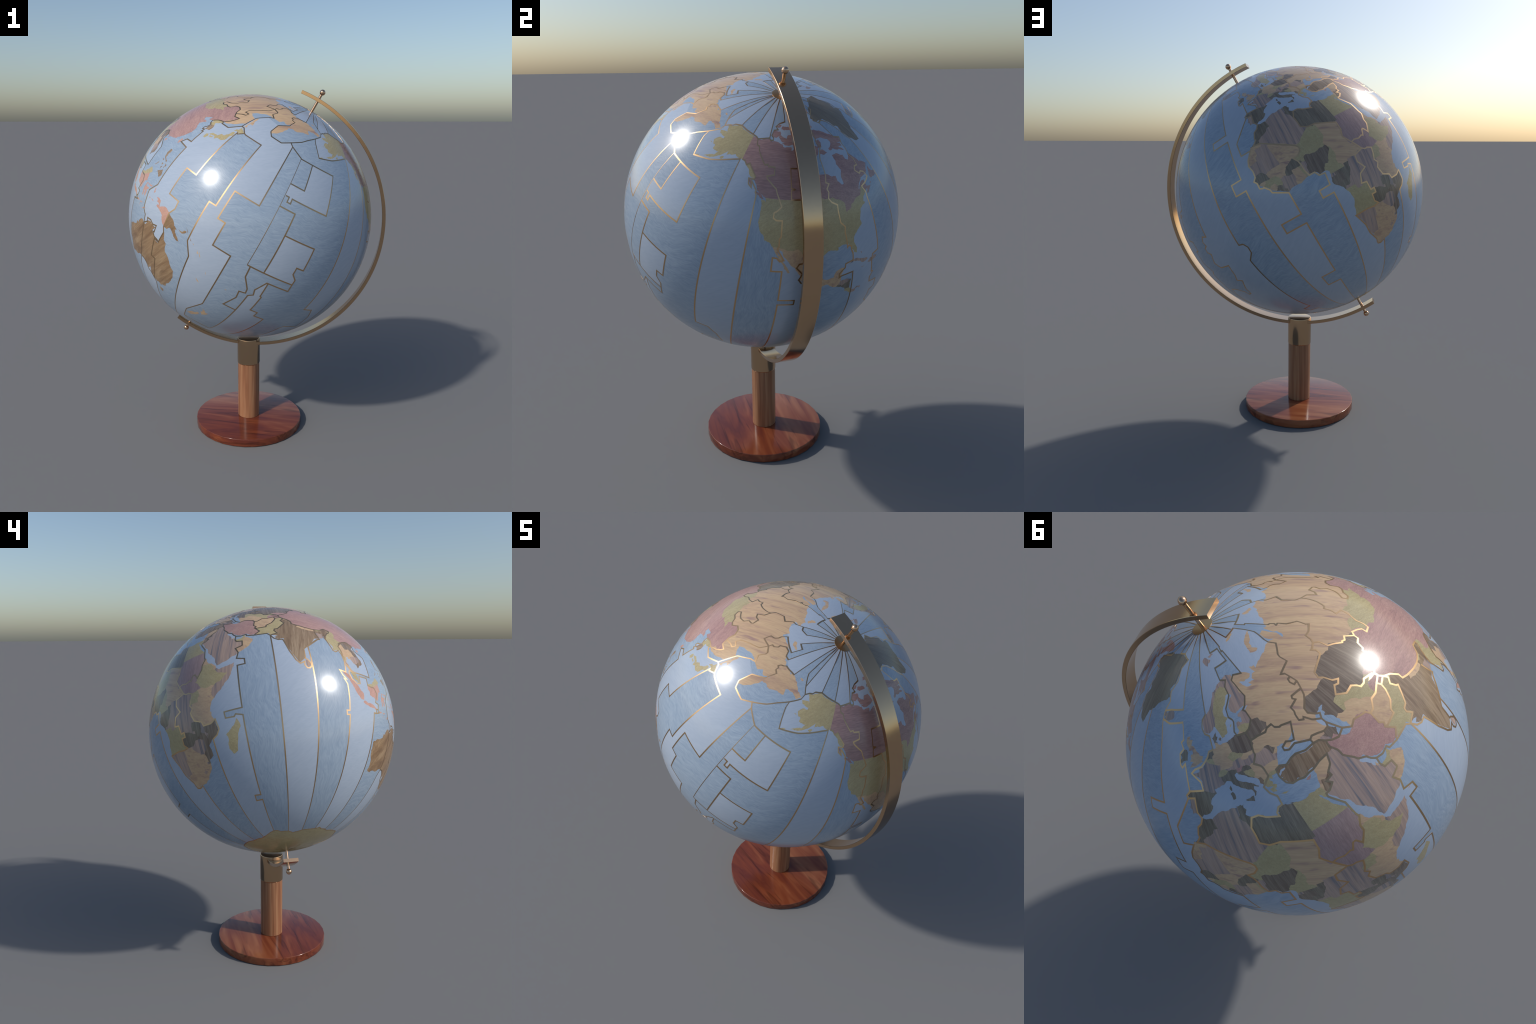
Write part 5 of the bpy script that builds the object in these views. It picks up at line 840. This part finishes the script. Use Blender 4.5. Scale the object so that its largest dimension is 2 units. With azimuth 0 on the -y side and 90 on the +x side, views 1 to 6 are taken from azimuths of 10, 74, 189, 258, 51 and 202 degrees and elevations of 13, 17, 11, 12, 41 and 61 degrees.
pale = [band(7.5, 22.5), band(37.5, 52.5), band(-112.5, -97.5), band(-82.5, -67.5)[:], band(-22.5, -7.5),
        pairs(67.5, 24, 67.5, -80) + [(82.5, -80)] + ZONE[82.5][::-1] + pairs(86, 24, 78, 28),
        ZONE[97.5] + ZONE[112.5][::-1], pairs(118, 42) + ZONE[127.5] + ZONE[142.5][::-1],
        pairs(145.8, 43.5) + ZONE[157.5][1:] + ZONE[172.5][::-1] + pairs(165.5, 49.5, 158.4, 49.7, 155.8, 51.9, 155.9, 57.2, 145.9, 58.2, 141.2, 53.8, 140.8, 45.8, 142.6, 45.7),
        ZONE[-142.5] + ZONE[-127.5][::-1], ZONE[-52.5] + pairs(-67.5, -80, -37.5, -80) + ZONE[-37.5][::-1] + pairs(-37.5, POLE),
        pairs(180, 35, 187.6, 35, 187.6, 47.5, 202.5, 47.5, 202.5, 29.5, 183.7, 29.5, 183.8, 27.4, 182.1, 27.4, 182.1, 29.6, 180, 29.6),
        pairs(187.6, 15, 202.5, 15, 202.5, 4.9, 199.1, 4.9, 199.1, 1.8, 201.5, -0.3, 201.5, -2.7, 187.6, -2.7),
        pairs(191.8, -6.3, 192.3, -13.4, 193, -13.6, 193.1, -22.4, 197, -22.5, 197, -25.2, 202.6, -25.4, 202.5, -80, 187.5, -80, 187.5, -15.5, 189.4, -14.1, 188.5, -11.5),
        pairs(185.7, 62.3, 190.9, 52.6, 201.2, 54.8, 213.6, 58.8, 217.8, 59.9, 218, 66, 197, 69.5, 191.2, 67.8, 190.9, 65.6),
        pairs(-157.2, POLE, -156.8, 71.6, -164, 69.5, -168.8, 67.8, -172.5, 70.2, -172.3, POLE), pairs(-142.4, POLE, -142.4, 70.3, -136, 69, -127.3, 70.7, -127.5, POLE),
        pairs(172.5, POLE, 172.4, 70.1, 165, 69.6, 157.3, 71.2, 157.5, POLE), pairs(141.8, POLE, 142, 77.4, 150.5, 77.4, 151, 73.2, 131.5, 72.9, 120, 72, 113, 74.9, 113.6, 77.8, 119.7, 77.8, 127, 79.8, 126.5, POLE),
        pairs(110, POLE, 113.6, 77.8, 110, 73.6, 95, 70, 78.5, 70, 79, 71.9, 78, 78.7, 76.1, 78.8, 75.6, 81.8, 96.5, 81.7, 97.5, POLE), pairs(82.5, POLE, 81.5, 82, 66.4, 82, 67.5, POLE)]
pale_clipped = []
for poly in pale:
    for shift in (-360, 0, 360):
        q = [(x + shift, min(max(y, -89.5), TOP - 0.05)) for x, y in poly]
        if max(p[0] for p in q) <= WEST or min(p[0] for p in q) >= EAST:
            continue
        q = clip_x(clip_x(q, WEST, True), EAST, False)
        if len(q) > 2:
            pale_clipped.append(q)

verts, edges, index = [], [], {}


def corner(p):
    k = (round(p[0], 4), round(p[1], 4))
    if k not in index:
        index[k] = len(verts)
        verts.append(Vector((k[0], k[1])))
    return index[k]


def constrain(points, closed):
    ids = [corner(p) for p in points]
    for i in range(len(ids) if closed else len(ids) - 1):
        a, b = ids[i], ids[(i + 1) % len(ids)]
        if a != b:
            edges.append((a, b))


constrain(dense([(WEST, -90), (EAST, -90), (EAST, TOP), (WEST, TOP)], 2.5, True), True)
for poly in outlines.values():
    constrain(poly, True)
for poly in pale_clipped:
    constrain(dense(poly, 1.8, True), True)
lat = -87.5
while lat < TOP - 1:
    step = min(12.0, 2.5 / max(0.2, math.cos(math.radians(lat))))
    n = int((EAST - WEST) / step)
    for i in range(1, n):
        corner((WEST + (EAST - WEST) * (i + rng.uniform(-0.15, 0.15)) / n, lat + rng.uniform(-0.2, 0.2)))
    lat += 2.4

out_verts, _, out_faces, *_ = delaunay_2d_cdt(verts, edges, [], 0, 1e-5)
tri = np.array([f for f in out_faces if len(f) == 3], int)
flat = np.array([(v[0], v[1]) for v in out_verts])
cx, cy = flat[tri].mean(1).T
label = np.full(len(tri), "", dtype=object)
names = list(outlines)
for k in names:
    poly = outlines[k]
    xs, ys = [p[0] for p in poly], [p[1] for p in poly]
    near = np.where((cx >= min(xs)) & (cx <= max(xs)) & (cy >= min(ys)) & (cy <= max(ys)))[0]
    label[near[inside(cx[near], cy[near], poly)]] = k
# close hairline gaps between neighbours of one landmass
loose = np.where(label == "")[0]
first, second = np.full(len(loose), 1e9), np.full(len(loose), 1e9)
owner = np.full(len(loose), "", dtype=object)
other = np.full(len(loose), "", dtype=object)
for k in names:
    if not LAND[k][1]:
        continue
    poly = outlines[k]
    xs, ys = [p[0] for p in poly], [p[1] for p in poly]
    sel = np.where((cx[loose] > min(xs) - 0.3) & (cx[loose] < max(xs) + 0.3) & (cy[loose] > min(ys) - 0.3) & (cy[loose] < max(ys) + 0.3))[0]
    if not len(sel):
        continue
    d = boundary_distance(cx[loose[sel]], cy[loose[sel]], poly)
    nearer = d < first[sel]
    s = sel[nearer]
    second[s], other[s] = first[s], owner[s]
    first[s], owner[s] = d[nearer], k
    rest = sel[~nearer & (d < second[sel])]
    second[rest], other[rest] = boundary_distance(cx[loose[rest]], cy[loose[rest]], poly), k
for i, t in enumerate(loose):
    if first[i] < 0.22 and second[i] < 0.22 and LAND[owner[i]][1] == LAND[other[i]][1]:
        label[t] = owner[i]
# the sea: pale and grained panels, split zone by zone
loose = np.where(label == "")[0]
is_pale = np.zeros(len(loose), bool)
for poly in pale_clipped:
    is_pale |= inside(cx[loose], cy[loose], poly)
for t, p in zip(loose, is_pale):
    label[t] = ("~pale" if p else "~grain") + str(int(round(cx[t] / 30.0)))

root = bpy.data.objects.new("desk_globe", None)
scene.collection.objects.link(root)
root.location = (STAND_X, 0, 0)
root["label"] = "tilted wooden marquetry world globe on brass arm and round stand"
root["category"] = "globe"


def place(name, mesh, material, parent=root):
    return add_object(name, mesh, parent, [material], Vector((-STAND_X, 0, 0)) if parent is root else None)


turn = Matrix.Translation(GLOBE_C) @ Matrix.Rotation(TILT, 4, "Y") @ Matrix.Rotation(math.radians(LON_ZERO), 4, "Z")
bm = bmesh.new()
bmesh.ops.create_uvsphere(bm, u_segments=64, v_segments=32, radius=GLOBE_R - 0.006)
core = bpy.data.meshes.new("globe_core")
bm.to_mesh(core)
bm.free()
globe = add_object("globe", core, root, [MAT["sea_grain"]])
globe.matrix_world = turn
globe.matrix_local = Matrix.Translation((-STAND_X, 0, 0)) @ turn

DEPTH = 0.004
top_points = np.array([on_sphere(x, y) for x, y in flat])
low_points = top_points * ((GLOBE_R - DEPTH) / GLOBE_R)


def slab(name, tops, lows, faces, material, normals, parent):
    """a veneer panel: curved face, back face and edge walls; the face is shaded as part of the sphere"""
    used, local = np.unique(faces, return_inverse=True)
    faces = local.reshape(faces.shape)
    n = len(used)
    seen = {}
    for a, b, c in faces:
        for e in ((a, b), (b, c), (c, a)):
            seen[e] = True
    walls = [(a, b) for a, b in seen if (b, a) not in seen]
    polys = [tuple(f) for f in faces] + [tuple(f[::-1] + n) for f in faces] + [(b, a, a + n, b + n) for a, b in walls]
    me = bpy.data.meshes.new(name)
    me.from_pydata(np.vstack([tops[used], lows[used]]).tolist(), [], polys)
    me.update()
    nf = len(faces)
    me.polygons.foreach_set("use_smooth", [i < nf for i in range(len(polys))])
    vn = normals[used]
    loops = []
    for i, p in enumerate(me.polygons):
        if i < nf:
            loops += [tuple(vn[v]) for v in p.vertices]
        else:
            loops += [(0.0, 0.0, 0.0)] * len(p.vertices)
    me.normals_split_custom_set(loops)
    return add_object(name, me, parent, [material])


# orient all triangles outwards
p0, p1, p2 = (top_points[tri[:, i]] for i in range(3))
out = np.einsum("ij,ij->i", np.cross(p1 - p0, p2 - p0), p0 + p1 + p2)
area = np.linalg.norm(np.cross(p1 - p0, p2 - p0), axis=1)
tri[out < 0] = tri[out < 0][:, ::-1]
unit = top_points / np.linalg.norm(top_points, axis=1)[:, None]
good = area > 1e-12
for k in sorted(set(label)):
    sel = tri[(label == k) & good]
    if not len(sel):
        continue
    if k.startswith("~"):
        slab("sea_panel", top_points, low_points, sel, MAT["sea_light" if k.startswith("~pale") else "sea_grain_upright" if k[6:] in ("2", "3", "-4") else "sea_grain"], unit, globe)
    else:
        veneer, mass, _ = LAND[k]
        spread = np.ptp(flat[sel.ravel()], axis=0)
        slab("country_panel" if max(spread) > 4 else "island_panel" if not mass else "country_panel", top_points, low_points, sel, MAT[veneer], unit, globe)


# ------------------------------------------------------------------ brass inlay strips
def inlay(points, half, lift):
    pts = dense(points, 1.0)
    n = len(pts)
    left, right = [], []
    for i, (x, y) in enumerate(pts):
        a, b = pts[max(i - 1, 0)], pts[min(i + 1, n - 1)]
        d0 = (x - a[0], y - a[1]) if i else (b[0] - x, b[1] - y)
        d1 = (b[0] - x, b[1] - y) if i < n - 1 else d0
        l0, l1 = math.hypot(*d0) or 1, math.hypot(*d1) or 1
        n0, n1 = (-d0[1] / l0, d0[0] / l0), (-d1[1] / l1, d1[0] / l1)
        m = (n0[0] + n1[0], n0[1] + n1[1])
        ml = math.hypot(*m)
        m = (m[0] / ml, m[1] / ml) if ml > 0.2 else n1
        k = half / max(0.45, m[0] * n1[0] + m[1] * n1[1])
        widen = max(1.0, 0.49 / max(0.05, math.cos(math.radians(globe_lat(y)))))
        ox, oy = m[0] * k * widen, m[1] * k
        left.append((x + ox, y + oy))
        right.append((x - ox, y - oy))
    co = [on_sphere(x, min(y, TOP), GLOBE_R + lift) for x, y in left + right]
    co = np.array(co)
    faces = []
    for i in range(n - 1):
        faces += [(i, n + i, n + i + 1), (i, n + i + 1, i + 1)]
    return co, np.array(faces)


half_width = 0.285
strips = [(p, half_width) for p in list(ZONE.values()) + BRANCH] + [(p, 0.12) for p in THIN]
coast = roughen(LAND["antarctica"][2])[:-3]
strips.append(([p for p in coast if -168.5 < p[0] < 190.5 and p[1] > -89], 0.22))
for i, (p, h) in enumerate(strips):
    lift = 0.00014 + 0.0000025 * i
    if len(p) < 2 or math.hypot(p[0][0] - p[-1][0], p[0][1] - p[-1][1]) + len(p) < 2.5:
        continue
    co, faces = inlay(p, h, lift)
    a, b, c = (co[faces[:, j]] for j in range(3))
    flip = np.einsum("ij,ij->i", np.cross(b - a, c - a), a) < 0
    faces[flip] = faces[flip][:, ::-1]
    un = co / np.linalg.norm(co, axis=1)[:, None]
    slab("brass_inlay", co, co - un * 0.0016, faces, MAT["inlay"], un, globe)

# brass rosette round the north pole
ring, rows = 64, 4
co, faces = [(0, 0, GLOBE_R + 0.0012)], []
for j in range(1, rows + 1):
    la = math.radians(90 - (90 - CAP_LAT + 0.06) * j / rows)
    co += [((GLOBE_R + 0.0012) * math.cos(la) * math.cos(math.tau * i / ring), (GLOBE_R + 0.0012) * math.cos(la) * math.sin(math.tau * i / ring), (GLOBE_R + 0.0012) * math.sin(la)) for i in range(ring)]
for i in range(ring):
    i2 = (i + 1) % ring
    faces.append((0, 1 + i, 1 + i2))
    for j in range(rows - 1):
        a, b = 1 + j * ring, 1 + (j + 1) * ring
        faces += [(a + i, b + i, b + i2), (a + i, b + i2, a + i2)]
co = np.array(co, float)
un = co / np.linalg.norm(co, axis=1)[:, None]
slab("pole_rosette", co, co - un * 0.003, np.array(faces), MAT["inlay"], un, globe)


# ------------------------------------------------------------------ stand
def lathe(name, profile, segments, material, location, smooth_angle=35):
    """turn a profile (radius, height) round the z axis"""
    bm = bmesh.new()
    rings = []
    for r, z in profile:
        if r < 1e-6:
            rings.append([bm.verts.new((0, 0, z))])
        else:
            rings.append([bm.verts.new((r * math.cos(math.tau * (i + 0.5) / segments), r * math.sin(math.tau * (i + 0.5) / segments), z)) for i in range(segments)])
    for a, b in zip(rings, rings[1:]):
        for i in range(segments):
            i2 = (i + 1) % segments
            if len(a) == 1:
                bm.faces.new((a[0], b[i2], b[i]))
            elif len(b) == 1:
                bm.faces.new((a[i], a[i2], b[0]))
            else:
                bm.faces.new((a[i], a[i2], b[i2], b[i]))
    bmesh.ops.recalc_face_normals(bm, faces=bm.faces)
    me = bpy.data.meshes.new(name)
    bm.to_mesh(me)
    bm.free()
    me.shade_smooth()
    me.set_sharp_from_angle(angle=math.radians(smooth_angle))
    return add_object(name, me, root, [material], location)


def rounded(r, z0, z1, e, steps=3):
    """closed turned profile with rounded rims"""
    low = [(r - e + e * math.sin(math.pi / 2 * t / steps), z0 + e - e * math.cos(math.pi / 2 * t / steps)) for t in range(steps + 1)]
    high = [(r - e + e * math.cos(math.pi / 2 * t / steps), z1 - e + e * math.sin(math.pi / 2 * t / steps)) for t in range(steps + 1)]
    return [(0, z0)] + low + high + [(0, z1)]


lathe("base", rounded(BASE_R, 0.0, BASE_H, 0.0035), 32, MAT["base"], (0, 0, 0), 60)
lathe("post", rounded(POST_R, BASE_H + 0.0005, COLLAR_Z0 + 0.03, 0.001, 1), 32, MAT["post"], (0, 0, 0))
lathe("collar", rounded(COLLAR_R, COLLAR_Z0, COLLAR_Z1, 0.006), 32, MAT["brass"], (0, 0, 0), 60)


# meridian arm: flat strap bent on a circle in the x-z plane
def strap():
    bm = bmesh.new()
    a0, a1, n = math.radians(-125.5), math.radians(67.4), 120
    c = 0.0012
    w = ARM_HALF_WIDTH
    section = [(ARM_IN, -w + c), (ARM_IN + c, -w), (ARM_OUT - c, -w), (ARM_OUT, -w + c), (ARM_OUT, w - c), (ARM_OUT - c, w), (ARM_IN + c, w), (ARM_IN, w - c)]
    rows = []
    for i in range(n + 1):
        a = a0 + (a1 - a0) * i / n
        rows.append([bm.verts.new((r * math.cos(a), y, r * math.sin(a))) for r, y in section])
    m = len(section)
    for p, q in zip(rows, rows[1:]):
        for j in range(m):
            bm.faces.new((p[j], p[(j + 1) % m], q[(j + 1) % m], q[j]))
    bm.faces.new(rows[0])
    bm.faces.new(rows[-1][::-1])
    bmesh.ops.recalc_face_normals(bm, faces=bm.faces)
    me = bpy.data.meshes.new("meridian_arm")
    bm.to_mesh(me)
    bm.free()
    me.shade_smooth()
    me.set_sharp_from_angle(angle=math.radians(30))
    return add_object("meridian_arm", me, root, [MAT["brass"]], GLOBE_C - root.location)


arm = strap()
axis = Vector((math.sin(TILT), 0, math.cos(TILT)))
for sign in (1, -1):
    rod = lathe("axle_pin", [(0, 0.0), (PIN_R, 0.0), (PIN_R, BALL_AT - GLOBE_R + 0.02), (0, BALL_AT - GLOBE_R + 0.02)], 20, MAT["bright"], (0, 0, 0), 50)
    rod.rotation_euler = (0, TILT if sign > 0 else TILT + math.pi, 0)
    rod.location = GLOBE_C - root.location + axis * sign * (GLOBE_R - 0.02)
    prof = [(BALL_R * math.sin(math.pi * t / 16), -BALL_R * math.cos(math.pi * t / 16)) for t in range(17)]
    ball = lathe("finial_ball", [(0 if r < 1e-6 else r, z) for r, z in prof], 28, MAT["bright"], (0, 0, 0), 80)
    ball.rotation_euler = rod.rotation_euler
    ball.location = GLOBE_C - root.location + axis * sign * BALL_AT
